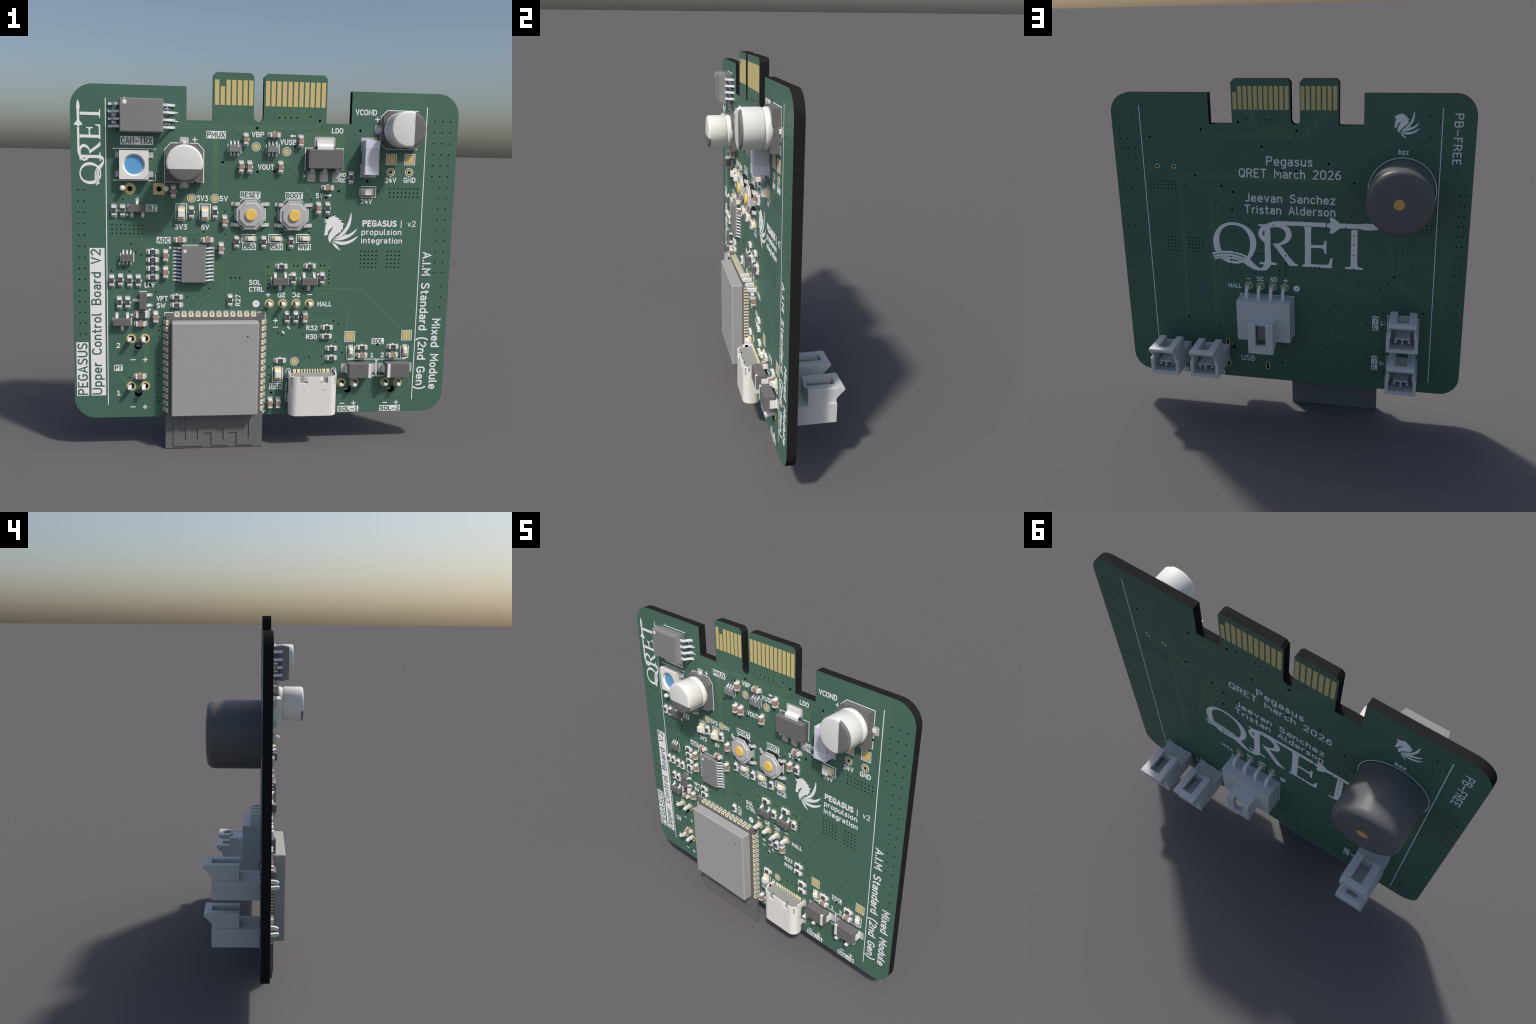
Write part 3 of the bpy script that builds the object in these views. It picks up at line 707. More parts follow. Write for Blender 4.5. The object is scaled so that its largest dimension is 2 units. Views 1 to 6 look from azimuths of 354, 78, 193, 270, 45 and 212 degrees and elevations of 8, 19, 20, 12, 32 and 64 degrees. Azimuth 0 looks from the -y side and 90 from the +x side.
HORSE = {
    "head": [(-0.73, 4.27), (-0.82, 3.97), (0.08, 3.63), (-0.23, 3.45), (0.61, 3.28), (0.24, 3.07), (1.12, 2.6), (0.69, 2.53), (0.77, 2.18), (0.75, 1.73), (0.61, 1.54), (0.52, 1.75), (0.47, 1.47), (0.34, 1.14), (0.18, 0.88), (0.17, 1.18), (-0.04, 0.97), (-0.45, 0.64), (-1.01, 0.14), (-1.28, -0.2), (-1.44, -0.53), (-1.51, -0.79), (-1.64, -0.79), (-1.85, -0.39), (-1.94, 0.08), (-1.88, 0.51), (-1.68, 0.98), (-1.39, 1.45), (-1.19, 1.88), (-1.09, 2.25), (-1.12, 2.4), (-1.18, 2.11), (-1.45, 1.83), (-1.82, 1.5), (-2.0, 1.21), (-2.05, 0.98), (-1.99, 0.79), (-2.15, 0.6), (-2.36, 0.53), (-2.74, 0.5), (-2.66, 1.02), (-2.56, 1.63), (-2.58, 2.1), (-2.47, 2.48), (-2.3, 2.9), (-2.85, 2.89), (-2.64, 3.08), (-2.41, 3.23), (-2.86, 3.39), (-2.47, 3.58), (-1.99, 3.63), (-1.63, 3.94), (-1.11, 4.06)],
    "tall_feather": [(-1.07, -0.05), (-0.44, 0.23), (0.31, 0.81), (0.95, 1.57), (1.4, 2.28), (1.74, 3.13), (1.99, 4.07), (2.18, 4.82), (2.29, 4.31), (2.28, 3.37), (2.11, 2.47), (1.71, 1.62), (1.12, 0.86), (0.42, 0.29), (-0.24, 0.0)],
    "notched_feather": [(-1.06, -0.27), (-0.61, -0.19), (0.05, 0.05), (0.75, 0.43), (1.57, 0.89), (1.39, 0.53), (2.12, 0.87), (2.82, 1.35), (3.45, 1.92), (3.12, 1.16), (2.57, 0.59), (1.72, 0.06), (0.83, -0.28), (0.07, -0.4), (-0.51, -0.38)],
    "long_feather": [(-1.18, -0.38), (-0.6, -0.5), (0.17, -0.61), (1.03, -0.63), (1.89, -0.46), (2.74, -0.07), (3.65, 0.48), (3.27, -0.12), (2.52, -0.69), (1.63, -1.1), (0.72, -1.25), (-0.0, -1.13), (-0.69, -0.78)],
    "low_feather": [(-1.2, -0.53), (-0.97, -0.81), (-0.38, -1.18), (0.07, -1.8), (0.5, -2.27), (-0.16, -1.99), (-0.75, -1.52), (-1.11, -0.95)],
}


def soften(poly, sharp=38):
    """Rounds gentle bends of an outline and keeps its corners."""
    n, out = len(poly), []
    for i, p in enumerate(poly):
        a, b = poly[i - 1], poly[(i + 1) % n]
        ta = math.atan2(p[1] - a[1], p[0] - a[0])
        tb = math.atan2(b[1] - p[1], b[0] - p[0])
        bend = abs((math.degrees(tb - ta) + 180) % 360 - 180)
        la, lb = math.dist(p, a), math.dist(p, b)
        if bend > sharp or bend < 4 or min(la, lb) < 0.12 or max(la, lb) > 2.6:
            out.append(p)
        else:
            out += [tuple(p[k] + (a[k] - p[k]) * 0.25 for k in (0, 1)), tuple(p[k] + (b[k] - p[k]) * 0.25 for k in (0, 1))]
    return out


def emblem(name, pieces, scale, x, y, turn, side, ox=0.0, oy=0.0):
    s = Shape()
    for i, poly in enumerate(pieces.values()):
        pts = [((a - ox) * scale, (b - oy) * scale) for a, b in soften(poly)]
        s.prism(pts, 0, 0.020 + 0.0009 * i, "silk_white")
        moved = [(x + c, y + d) for c, d in (rot(*q, turn) for q in pts)]
        FILLED[id(side)].append(moved)
    place(name, s.mesh(name), x, y, turn, side)


FILLED = {id(FRONT): [], id(REAR): []}
emblem("printed_wordmark", WORDMARK, 1.0, -12.9, 30.0, 0, REAR)
emblem("printed_wordmark", WORDMARK, 0.4247, -29.61, 48.54, 90, FRONT, ox=-2.77, oy=2.09)
emblem("printed_emblem", HORSE, 1.0, 13.2, 39.5, 0, FRONT)
emblem("printed_emblem", HORSE, 0.707, 22.2, 59.6, 0, REAR)


# where print or traces cover a via, an added dark disc stands for its opening
def inside(p, poly):
    r = False
    for i in range(len(poly)):
        (x0, y0), (x1, y1) = poly[i - 1], poly[i]
        if (y0 > p[1]) != (y1 > p[1]) and p[0] < (x1 - x0) * (p[1] - y0) / (y1 - y0) + x0:
            r = not r
    return r


for side, flip in ((FRONT, 1), (REAR, -1)):
    s = Shape()
    for (x, y), r in [(p, 0.14) for p in VIAS] + [(p, 0.23) for p in BIG_VIAS]:
        x *= flip
        hit = any(seg_distance((x, y), a, b) < w / 2 + r for pts, w in STROKES[id(side)] for a, b in zip(pts, pts[1:]))
        hit = hit or any(min(abs(q[0] - x) + abs(q[1] - y) for q in poly) < 6 and (inside((x, y), poly) or min(seg_distance((x, y), poly[i - 1], poly[i]) for i in range(len(poly))) < r) for poly in FILLED[id(side)])
        if hit:
            s.prism(circle(x, y, r, 10), 0.0, 0.045, "hole_and_disc_dark")
    place("dark_via_disc", s.mesh("dark_via_disc"), side=side, stuff=True)

# ------------------------------------------------------- bare and tinned pads
pads, gold = Shape(), Shape()


def pad(x, y, w, h, t=0.0, r=0.2, mat="solder_grey"):
    pts = [(x + a, y + b) for a, b in (rot(p, q, t) for p, q in round_rect(0, 0, w, h, min(r, w / 2 - .01, h / 2 - .01)))]
    (pads if mat == "solder_grey" else gold).prism(pts, 0, 0.024, mat)


for pts, t in ((CAP_UP, 0), (RES_UP, 0), (CAP_FLAT, 90), (RES_FLAT, 90)):
    for x, y in pts:
        for k in (0.79, -0.79):
            dx, dy = rot(0, k, t)
            pad(x + dx, y + dy, 0.95, 0.8, t)
for x, y, t in [(x, y, t) for x, y, t in LAMP_BIG] + [(-22.6, 25.41, 90)]:
    for k in (0.93, -0.93):
        dx, dy = rot(0, k, t)
        pad(x + dx, y + dy, 1.35, 0.98, t)
for x, y, t in LAMP_SMALL:
    for k in (0.79, -0.79):
        dx, dy = rot(0, k, t)
        pad(x + dx, y + dy, 0.95, 0.8, t)
for x, y, t in SOT:
    for px, py in ((-0.95, 1.15), (0.95, 1.15), (0, -1.3)):
        dx, dy = rot(px, py, t)
        pad(x + dx, y + dy, 0.6, 1.1, t)
for x, y, k in SIX_PIN:
    for i in (-1, 0, 1):
        for sy in (1.05, -1.05):
            pad(x + 0.65 * i, y + sy, 0.34, 0.7)
pad(10.05, 56.9, 3.8, 1.85, r=0.35)
for i in (-1, 0, 1):
    pad(10.05 + 2.3 * i, 50.75, 1.5, 1.95, r=0.3)
for x, y, t in ELCO:
    for sy in (1, -1):
        dx, dy = rot(0, sy * 3.35, t)
        pad(x + dx, y + dy, 1.58, 2.25, t, r=0.25)
for y in (56.6, 51.95):
    pad(18.18, y, 2.95, 2.5, r=0.06)
for cx in (17.87, 25.1):
    for k in (-2.2, 2.2):
        pad(cx + k, 14.77, 2.15, 1.78, r=0.2)
for k in range(14):
    for x in (-18.3, -0.28):
        pad(x, 23.98 - 1.273 * k, 1.0, 0.9, r=0.05)
for k in range(12):
    pad(-9.28 + 1.27 * (k - 5.5), 25.5, 0.9, 0.95, r=0.05)
for x, y in SLOTS:
    s2 = round_rect(x, y, 1.05, 2.05, 0.5)
    pads.ribbon(round_rect(x, y, 0.83, 1.8, 0.4) + [round_rect(x, y, 0.83, 1.8, 0.4)[0]], 0.24, 0.024, "solder_grey")
for sx in (-3.25, 3.25):
    for sy in (-1.66, 1.67):
        pad(-23.82 + sx * 0.86, 52.25 + sy, 1.0, 1.05, r=0.05)
place("solder_pads", pads.mesh("solder_pads"), stuff=True)

for x, y in DOTS:
    gold.prism(circle(x, y, 0.55, 28), 0, 0.02, "gold_plate")
for x, y in DRILLED_DOTS:
    gold.ring(x, y, 0.25, 0.5, 0.02, "gold_plate")
for x, y in SQUARES:
    gold.box(x - .78, x + .78, y - .78, y + .78, 0, 0.02, "gold_plate")
gold.ring(-24.62, 48.04, 0.46, 1.02, 0.02, "gold_plate")
for a in range(4):
    x0, y0 = rot(1.02, 0, 90 * a)
    quad = [rot(0.46 * math.cos(math.radians(t)), 0.46 * math.sin(math.radians(t)), 90 * a) for t in range(45, -46, -15)]
    quad += [rot(1.02, -1.02, 90 * a), rot(1.02, 1.02, 90 * a)]
    gold.prism([(-19.53 + p, 48.06 + q) for p, q in quad], 0, 0.02, "gold_plate")
for x in HALL_X:
    gold.ring(x, HALL_Y, 0.55, 0.86, 0.02, "gold_plate")
for px, py in PLUGS:
    for k in (-1.26, 1.26):
        gold.ring(px + k, py, 0.55, 0.87, 0.02, "gold_plate")
for sx in (-3.66, 3.66):
    for k in range(10):
        gold.box(-13.35 + sx - 0.05, -13.35 + sx + 0.05, 37.59 - 0.652 * k - 0.2, 37.59 - 0.652 * k + 0.2, 0, 0.03, "gold_bright")
gold.box(16.65, 17.1, 52.4, 53.1, 0.0, 0.035, "gold_plate")
gold.box(17.7, 18.7, 50.66, 50.9, 0.0, 0.035, "gold_plate")
gold.box(18.9, 19.68, 57.55, 57.9, 0.0, 0.035, "gold_plate")
place("gold_pads", gold.mesh("gold_pads"), stuff=True)
rear_gold = Shape()
for x in HALL_X:
    rear_gold.ring(-x, HALL_Y, 0.55, 0.86, 0.02, "gold_plate")
for px, py in PLUGS:
    for k in (-1.26, 1.26):
        rear_gold.ring(-px + k, py, 0.55, 0.87, 0.02, "gold_plate")
for x, y in DRILLED_DOTS:
    rear_gold.ring(-x, y, 0.25, 0.5, 0.02, "gold_plate")
for x, y in SLOTS:
    o = round_rect(-x, y, 0.78, 1.75, 0.38)
    rear_gold.ribbon(o + [o[0]], 0.2, 0.02, "gold_plate")
for x, y in ((-24.62, 48.04), (-19.53, 48.06)):
    rear_gold.ring(-x, y, 0.46, 1.0, 0.02, "gold_plate")
place("gold_pads", rear_gold.mesh("gold_pads"), side=REAR, stuff=True)


def finger(height):
    s = Shape()
    s.box(-0.37, 0.37, 0, height, 0, 0.028, "gold_plate")
    return s.mesh("edge_contact")


full, short = finger(4.34), finger(3.2)
for i in range(18):
    x = (-9.46 + i) if i < 7 else (-0.47 + (i - 7) * 1.0)
    place("edge_contact", short if i == 1 else full, x, 62.93)
for i in range(18):
    x = (-9.52 + i) if i < 11 else (3.43 + (i - 11) * 1.008)
    place("edge_contact", short if i == 0 else full, x, 62.93, side=REAR)


# ------------------------------------------------------------- chip passives
def chip(length, width, height, body, kind):
    s = Shape()
    l, w, t = length / 2, width / 2, length * 0.2
    if kind == "cap":
        s.box(-w + .015, w - .015, -l + .05, l - .05, 0.03, height - 0.015, body)
    else:
        s.box(-w + .01, w - .01, -l + .05, l - .05, 0.03, height - 0.05, "terminal_tin")
        s.box(-w + .03, w - .03, -l + t + 0.02, l - t - 0.02, height - 0.06, height - 0.005, body)
    for k in (1, -1):
        a, b = sorted((k * l, k * (l - t)))
        s.box(-w, w, a, b, 0.025, height, "terminal_tin", bev=0.035)
    return s.mesh("chip")


cap_mesh, res_mesh = chip(1.6, 0.8, 0.8, "ceramic_brown", "cap"), chip(1.6, 0.8, 0.5, "resist_black", "res")
for pts, t in ((CAP_UP, 0), (CAP_FLAT, 90)):
    for x, y in pts:
        place("ceramic_capacitor", cap_mesh, x, y, t)
for pts, t in ((RES_UP, 0), (RES_FLAT, 90)):
    for x, y in pts:
        place("resistor", res_mesh, x, y, t)
place("resistor", chip(2.0, 1.25, 0.55, "resist_black", "res"), -22.6, 25.41, 90)


def lamp(length, width, height):
    s = Shape()
    l, w = length / 2, width / 2
    s.box(-w, w, -l, l, 0.025, height * 0.3, "lens_white")
    for k in (1, -1):
        a, b = sorted((k * (l + .01), k * (l - 0.24 * length)))
        s.box(-w - .01, w + .01, a, b, 0.02, height * 0.42, "lamp_gold")
    s.box(-w + .01, w - .01, -l * 0.62, l * 0.62, height * 0.3, height, "lens_white", bev=0.03, taper=0.06)
    return s.mesh("indicator_lamp")


big, small = lamp(2.0, 1.25, 1.1), lamp(1.6, 0.8, 0.75)
for x, y, t in LAMP_BIG:
    place("indicator_lamp", big, x, y, t)
for x, y, t in LAMP_SMALL:
    place("indicator_lamp", small, x, y, t)


# ------------------------------------------------------------- leaded packages
def gull(s, x, y0, y1, zt, w, mat, foot=0.35, th=0.13):
    """A gull-wing lead running from the body (y0) out to its foot tip (y1), standing zt high."""
    d = 1 if y1 > y0 else -1
    m = y0 + d * abs(y1 - y0 - d * foot) * 0.55
    top = [(y0, zt), (m, zt), (y1 - d * foot, th), (y1, th)]
    low = [(y1, 0.02), (y1 - d * (foot + th * .6), 0.02), (m - d * th * .5, zt - th), (y0, zt - th)]
    s.prism(top + low, x - w / 2, x + w / 2, mat, axis="x")


def moulded(s, w, h, z0, z1, mat, slope=0.12, split=0.5):
    zm = z0 + (z1 - z0) * split
    s.box(-w / 2, w / 2, -h / 2, h / 2, zm, z1, mat, taper=slope)
    s.prism([(-w / 2 + slope, -h / 2 + slope), (w / 2 - slope, -h / 2 + slope), (w / 2 - slope, h / 2 - slope), (-w / 2 + slope, h / 2 - slope)], z0, zm, mat,
            inset=[(-w / 2, -h / 2), (w / 2, -h / 2), (w / 2, h / 2), (-w / 2, h / 2)])


s = Shape()
moulded(s, 2.92, 1.35, 0.08, 1.02, "mould_dark", 0.08)
for x, d in ((-0.95, 1), (0.95, 1), (0, -1)):
    gull(s, x, d * 0.6, d * 1.42, 0.58, 0.42, "terminal_tin", foot=0.4)
me = s.mesh("transistor")
for x, y, t in SOT:
    place("transistor", me, x, y, t)

for x, y, k in SIX_PIN:
    s = Shape()
    moulded(s, 2.06, 1.28, 0.06, 0.98, "mould_grey" if k else "mould_dark", 0.06)
    for i in (-1, 0, 1):
        for d in (1, -1):
            gull(s, 0.65 * i, d * 0.6, d * 1.22, 0.55, 0.26, "lead_bluish" if k else "terminal_tin", foot=0.3, th=0.11)
    if k:
        s.prism(circle(0.66, 0.4, 0.14, 14), 0.9, 0.988, "mark_white")
    place("logic_chip", s.mesh("logic_chip"), x, y)

s = Shape()
moulded(s, 6.5, 3.5, 0.08, 1.62, "mould_dark", 0.16)
gull(s, 0, 1.7, 3.55, 0.95, 2.95, "terminal_tin", foot=0.85, th=0.28)
for i in (-1, 0, 1):
    gull(s, 2.3 * i, -1.7, -3.5, 0.95, 0.75, "solder_grey", foot=0.8, th=0.26)
place("voltage_regulator", s.mesh("voltage_regulator"), 10.05, 53.85)

s = Shape()
moulded(s, 4.42, 6.55, 0.1, 1.12, "mould_grey", 0.08)
s.prism(circle(-1.55, 2.45, 0.3, 20), 1.0, 1.128, "mark_white")
place_adc = s.mesh("converter_chip")
adc = place("converter_chip", place_adc, -13.35, 34.65)
s = Shape()
for k in range(10):
    s2 = Shape()
    for d in (1, -1):
        gull(s2, 2.94 - 0.652 * k, d * 2.15, d * 3.55, 0.62, 0.27, "lead_bluish", foot=0.5, th=0.12)
    s.add([(y, x, z) for x, y, z in s2.v], [f[::-1] for f in s2.f], "lead_bluish")
place("chip_leads", s.mesh("chip_leads"), parent=adc, stuff=True)

s = Shape()
moulded(s, 7.5, 5.85, 0.15, 2.75, "mould_grey", 0.26, 0.55)
s.prism(circle(-2.75, 2.2, 0.38, 24), 2.5, 2.762, "mark_white")
can = place("transceiver_chip", s.mesh("transceiver_chip"), -22.5, 60.68)
s = Shape()
for k in range(4):
    for d in (1, -1):
        s2 = Shape()
        gull(s2, -1.9 + 1.27 * k, d * 3.6, d * 5.75, 1.62, 0.42, "lead_bluish", foot=0.6, th=0.28)
        s.add([(y, x, z) for x, y, z in s2.v], [f[::-1] for f in s2.f], "lead_bluish")
place("chip_leads", s.mesh("chip_leads"), parent=can, stuff=True)

# ---------------------------------------------------- square colour lamp
s = Shape()
R0, R1 = 1.93, 1.66
n = 40
ring0 = circle(0, 0, R0, n)
sq = []
for i in range(n):
    c, d = math.cos(2 * PI * i / n), math.sin(2 * PI * i / n)
    k = 2.5 / max(abs(c), abs(d))
    sq.append((c * k, d * k))
verts = [(x, y, 1.5) for x, y in sq] + [(x, y, 1.5) for x, y in ring0] + [(x, y, 1.05) for x, y in circle(0, 0, R1, n)] + [(x, y, 0.05) for x, y in sq]
faces = []
for i in range(n):
    j = (i + 1) % n
    faces += [(i, j, n + j, n + i), (n + i, n + j, 2 * n + j, 2 * n + i), (3 * n + i, 3 * n + j, j, i)]
s.add(verts, faces, "lamp_housing")
s.ribbon([(1.62, -2.5), (2.48, -1.75)], 0.1, 1.503, "mould_grey", z0=1.45, caps=False)
for sx in (1, -1):
    for sy in (1.68, -1.66):
        s.prism([(sx * 2.5, 0.75), (sx * 2.62, 0.75), (sx * 2.72, 0.14), (sx * 3.2, 0.14), (sx * 3.2, 0.03), (sx * 2.5, 0.03)], sy - 0.48, sy + 0.48, "solder_grey", axis="y")
lampo = place("colour_lamp", s.mesh("colour_lamp"), -23.82, 52.25)
s = Shape()
s.prism(circle(0, 0, 1.7, 40), 0.9, 1.06, "lamp_blue")
place("lens", s.mesh("lens"), parent=lampo)


# ------------------------------------------------- electrolytic capacitors
def elco_can():
    s = Shape()
    R, H, c = 3.15, 5.85, 0.42
    prof = [(2.75, 1.0), (R - .12, 1.05), (R, 1.25), (R, 1.75), (R - 0.1, 1.95), (R - 0.3, 2.1), (R - 0.1, 2.25), (R, 2.42), (R, H - c)]
    prof += [(R - c + c * math.cos(math.radians(a)), H - c + c * math.sin(math.radians(a))) for a in (22, 45, 67, 90)] + [(0, H)]
    s.lathe(prof, "can_white", n=56)
    bm = bmesh.new()
    vs = [bm.verts.new(p) for p in s.v]
    for f in s.f:
        bm.faces.new([vs[i] for i in f])
    bmesh.ops.bisect_plane(bm, geom=bm.verts[:] + bm.edges[:] + bm.faces[:], plane_co=(0, -0.98, 0), plane_no=(0, 1, 0))
    out = Shape()
    bm.verts.index_update()
    for dark in (False, True):
        sel = [f for f in bm.faces if (f.calc_center_median().y < -0.98 and f.calc_center_median().z > H - c) == dark]
        out.add([v.co[:] for v in bm.verts], [[v.index for v in f.verts] for f in sel], "can_stripe" if dark else "can_white")
    bm.free()
    return out.mesh("electrolytic_capacitor", 40)


def elco_base():
    s = Shape()
    b = 3.3
    poly = [(-b, -b), (b, -b), (b, b - 1.05), (b - 1.05, b), (-b + 1.05, b), (-b, b - 1.05)]
    s.prism(poly, 0.04, 1.02, "mould_dark")
    for sx in (1, -1):
        for sy in (1, -1):
            k = 1.35 if sy > 0 else 0.0
            s.prism([(sx * b, sy * (b - k)), (sx * (b - k), sy * b), (sx * 0.8, sy * b), (sx * 2.0, sy * 2.45), (sx * 2.45, sy * 2.0), (sx * b, sy * 0.8)] if k else
                    [(sx * b, sy * b), (sx * 0.8, sy * b), (sx * 2.0, sy * 2.45), (sx * 2.45, sy * 2.0), (sx * b, sy * 0.8)], 1.02, 1.32, "mould_dark")
    return s.mesh("base")


def elco_lead():
    s = Shape()
    for d in (1, -1):
        s.box(-0.33, 0.33, min(d * 3.2, d * 3.85), max(d * 3.2, d * 3.85), 0.03, 0.28, "terminal_tin", bev=0.03)
    return s.mesh("lead")


meshes = elco_can(), elco_base(), elco_lead()
for x, y, t in ELCO:
    e = place("electrolytic_capacitor", meshes[0], x, y, t)
    place("base", meshes[1], parent=e)
    place("lead", meshes[2], parent=e)

# ------------------------------------------------------------------- fuse
s = Shape()
s.box(-1.28, 1.28, -1.6, 1.6, 0.05, 2.62, "fuse_ceramic", bev=0.05)
f = place("fuse", s.mesh("fuse"), 18.18, 54.28)
for k in (1, -1):
    s = Shape()
    a, b = sorted((k * 1.56, k * 3.06))
    s.box(-1.3, 1.3, a, b, 0.03, 2.65, "fuse_cap", bev=0.05)
    place("end_cap", s.mesh("end_cap"), parent=f)


# ------------------------------------------------------------- push buttons
def octagon(half, cut):
    c = half - cut
    return [(half, -c), (half, c), (c, half), (-c, half), (-half, c), (-half, -c), (-c, -half), (c, -half)]


base_s, plate_s, knob_s, leg_s = Shape(), Shape(), Shape(), Shape()
base_s.prism(octagon(2.5, 1.42), 0.05, 0.82, "button_black")
for k in (1, -1):
    base_s.box(min(k * 2.5, k * 2.6), max(k * 2.5, k * 2.6), -0.75, 0.75, 0.1, 0.8, "steel_plate")
plate_s.prism(octagon(2.61, 1.56), 0.80, 1.0, "steel_plate", inset=octagon(2.56, 1.54))
plate_s.prism(octagon(2.1, 1.2), 1.0, 1.26, "steel_plate", inset=octagon(1.97, 1.13))
knob_s.lathe([(1.0, 1.2), (1.0, 1.5), (0.94, 1.56), (0, 1.56)], "button_yellow", n=36)
for sx in (1, -1):
    for sy in (1.87, -1.87):
        leg_s.prism([(sx * 1.9, 0.62), (sx * 2.75, 0.62), (sx * 3.05, 0.14), (sx * 3.46, 0.14), (sx * 3.46, 0.03), (sx * 2.95, 0.03), (sx * 2.65, 0.5), (sx * 1.9, 0.5)], sy - 0.32, sy + 0.32, "lead_grey", axis="y")
parts = plate_s.mesh("push_button"), base_s.mesh("base"), knob_s.mesh("button_cap"), leg_s.mesh("lead")
for x, y in BUTTONS:
    b = place("push_button", parts[0], x, y)
    for nm, me in zip(("base", "button_cap", "lead"), parts[1:]):
        place(nm, me, parent=b)

# ---------------------------------------------------------- wireless module
MX = -9.28
s = Shape()
s.box(-9.0, 9.0, 0.0, 25.5, 0.02, 0.8, "carrier_grey")
mod = place("wireless_module", s.mesh("wireless_module"), MX, 0)
s = Shape()
s.box(-7.96, 7.79, 6.95, 24.42, 0.8, 3.1, "shield_metal", bev=0.2)
s.prism(circle(5.75, 21.85, 0.13, 12), 3.0, 3.125, "hole_and_disc_dark")
place("shield_can", s.mesh("shield_can"), parent=mod)
s = Shape()
az = 0.98
for x0, x1, y0, y1 in ((-16.8, -15.78, 0.42, 6.9), (-14.5, -13.5, 1.57, 6.9), (-12.28, -11.3, 1.57, 4.06), (-15.78, -11.3, 0.42, 1.57), (-11.3, -8.8, 2.97, 4.06), (-9.8, -8.8, 0.42, 2.97),
                       (-8.8, -6.56, 0.42, 1.57), (-7.54, -6.56, 1.57, 4.06), (-6.56, -4.03, 2.97, 4.06), (-5.05, -4.03, 0.42, 2.97), (-4.03, -1.93, 0.42, 1.57), (-2.77, -1.93, 1.57, 5.07)):
    s.box(x0 - MX, x1 - MX, y0, y1, 0.79, az, "carrier_grey")
place("antenna", s.mesh("antenna"), parent=mod)


def castellation():
    """A gold edge pad with a half-round bite, wrapped over the carrier's rim (rim along +x)."""
    s = Shape()
    bite = [(0.0 + 0.16 * math.cos(math.radians(a)), 0.16 * math.sin(math.radians(a))) for a in range(270, 89, -30)]
    s.prism([(0.02, -0.45)] + [(0.02 if abs(y) > 0.15 else x, y) for x, y in bite] + [(0.02, 0.45), (-0.48, 0.45), (-0.48, -0.45)], 0.02, 0.84, "gold_bright")
    return s


s, unit = Shape(), castellation()
for k in range(14):
    for sx in (1, -1):
        for_v = [(sx * (9.0 + x), 23.98 - 1.273 * k + y * sx, z) for x, y, z in unit.v]
        s.add(for_v, unit.f, "gold_bright")
for k in range(12):
    s.add([(1.27 * (k - 5.5) - y, 25.5 + x, z) for x, y, z in unit.v], unit.f, "gold_bright")
place("edge_pads", s.mesh("edge_pads"), parent=mod, stuff=True)

# ----------------------------------------------------------- charging socket
UX = 8.88
s = Shape()
W, H0, R = 8.94, 3.2, 1.45
zt = H0 + 0.02


def shell_loop(w, h, r):
    """Rounded section whose flat top is cut at the notch corners so that the rim can step back there."""
    p = [(x, z + H0 / 2 + 0.02) for x, z in round_rect(0, 0, w, h, r, 8)]
    k = 17                                # last point of the upper right corner
    return p[:k + 1] + [(x, p[k][1]) for x in (2.6, 1.15, -1.15, -2.6)] + p[k + 1:]


outer, inner = shell_loop(W, H0, R), shell_loop(W - 0.6, H0 - 0.6, R - 0.3)
n, y0 = len(outer), 6.65
for i in range(n):
    j = (i + 1) % n
    xm, zm = (outer[i][0] + outer[j][0]) / 2, (outer[i][1] + outer[j][1]) / 2
    y1 = 14.1
    if zm > zt - 0.01 and 1.15 < abs(xm) < 2.6:
        y1 = 12.95
    elif zm < 2.4:
        y1 = 13.2
    q = [(outer[i], y0), (outer[j], y0), (outer[j], y1), (outer[i], y1), (inner[i], y0), (inner[j], y0), (inner[j], y1), (inner[i], y1)]
    s.add([(p[0], y, p[1]) for p, y in q], [(1, 0, 3, 2), (4, 5, 6, 7), (0, 1, 5, 4), (2, 3, 7, 6)] + ([(0, 4, 7, 3), (1, 2, 6, 5)] if True else []), "shell_metal")
for sx in (1, -1):
    s.prism([(sx * 1.14, zt - 0.02), (sx * 1.4, zt - 0.05), (sx * 2.25, zt - 0.6), (sx * 2.15, zt - 0.8), (sx * 1.14, zt - 0.3)], 13.25, 14.08, "shell_metal", axis="y")
    s.box(min(sx * 1.6, sx * 2.0), max(sx * 1.6, sx * 2.0), 11.55, 11.8, zt - 0.02, zt + 0.015, "solder_grey")
    for yy in (13.9, 9.2):
        s.box(min(sx * 4.2, sx * 4.48), max(sx * 4.2, sx * 4.48), yy - 0.62, yy + 0.62, -1.0, 1.6, "shell_metal", bev=0.08)
    s.box(min(sx * 4.2, sx * 4.46), max(sx * 4.2, sx * 4.46), 13.1, 14.45, 0.9, 2.1, "shell_metal")
usb = place("charging_socket", s.mesh("charging_socket"), UX, 0)
s = Shape()
s.box(-4.12, 4.12, 12.4, 14.08, 0.2, 2.9, "insulator_grey", bev=0.12)
s.box(-3.3, 3.3, 7.2, 12.4, 1.28, 1.96, "button_black")
place("insulator", s.mesh("insulator"), parent=usb)
s = Shape()
for x, w in [(-3.2, 0.6), (-2.4, 0.6), (2.4, 0.6), (3.2, 0.6)] + [(-1.75 + 0.5 * k, 0.28) for k in range(8)]:
    s.box(x - w / 2, x + w / 2, 13.9, 14.68, 0.02, 0.22, "gold_bright", bev=0.03)
place("contact_pins", s.mesh("contact_pins"), parent=usb, stuff=True)


# ------------------------------------------------------------------- diodes
def diode():
    s = Shape()
    s.prism([(-2.15, 0.3), (2.15, 0.3), (2.3, 1.15), (2.15, 2.2), (-2.15, 2.2), (-2.3, 1.15)], -1.3, 1.3, "mould_dark", axis="y")
    return s.mesh("diode")


def diode_band():
    s = Shape()
    s.box(1.5, 2.08, -1.305, 1.305, 1.9, 2.215, "terminal_tin")
    return s.mesh("stripe")


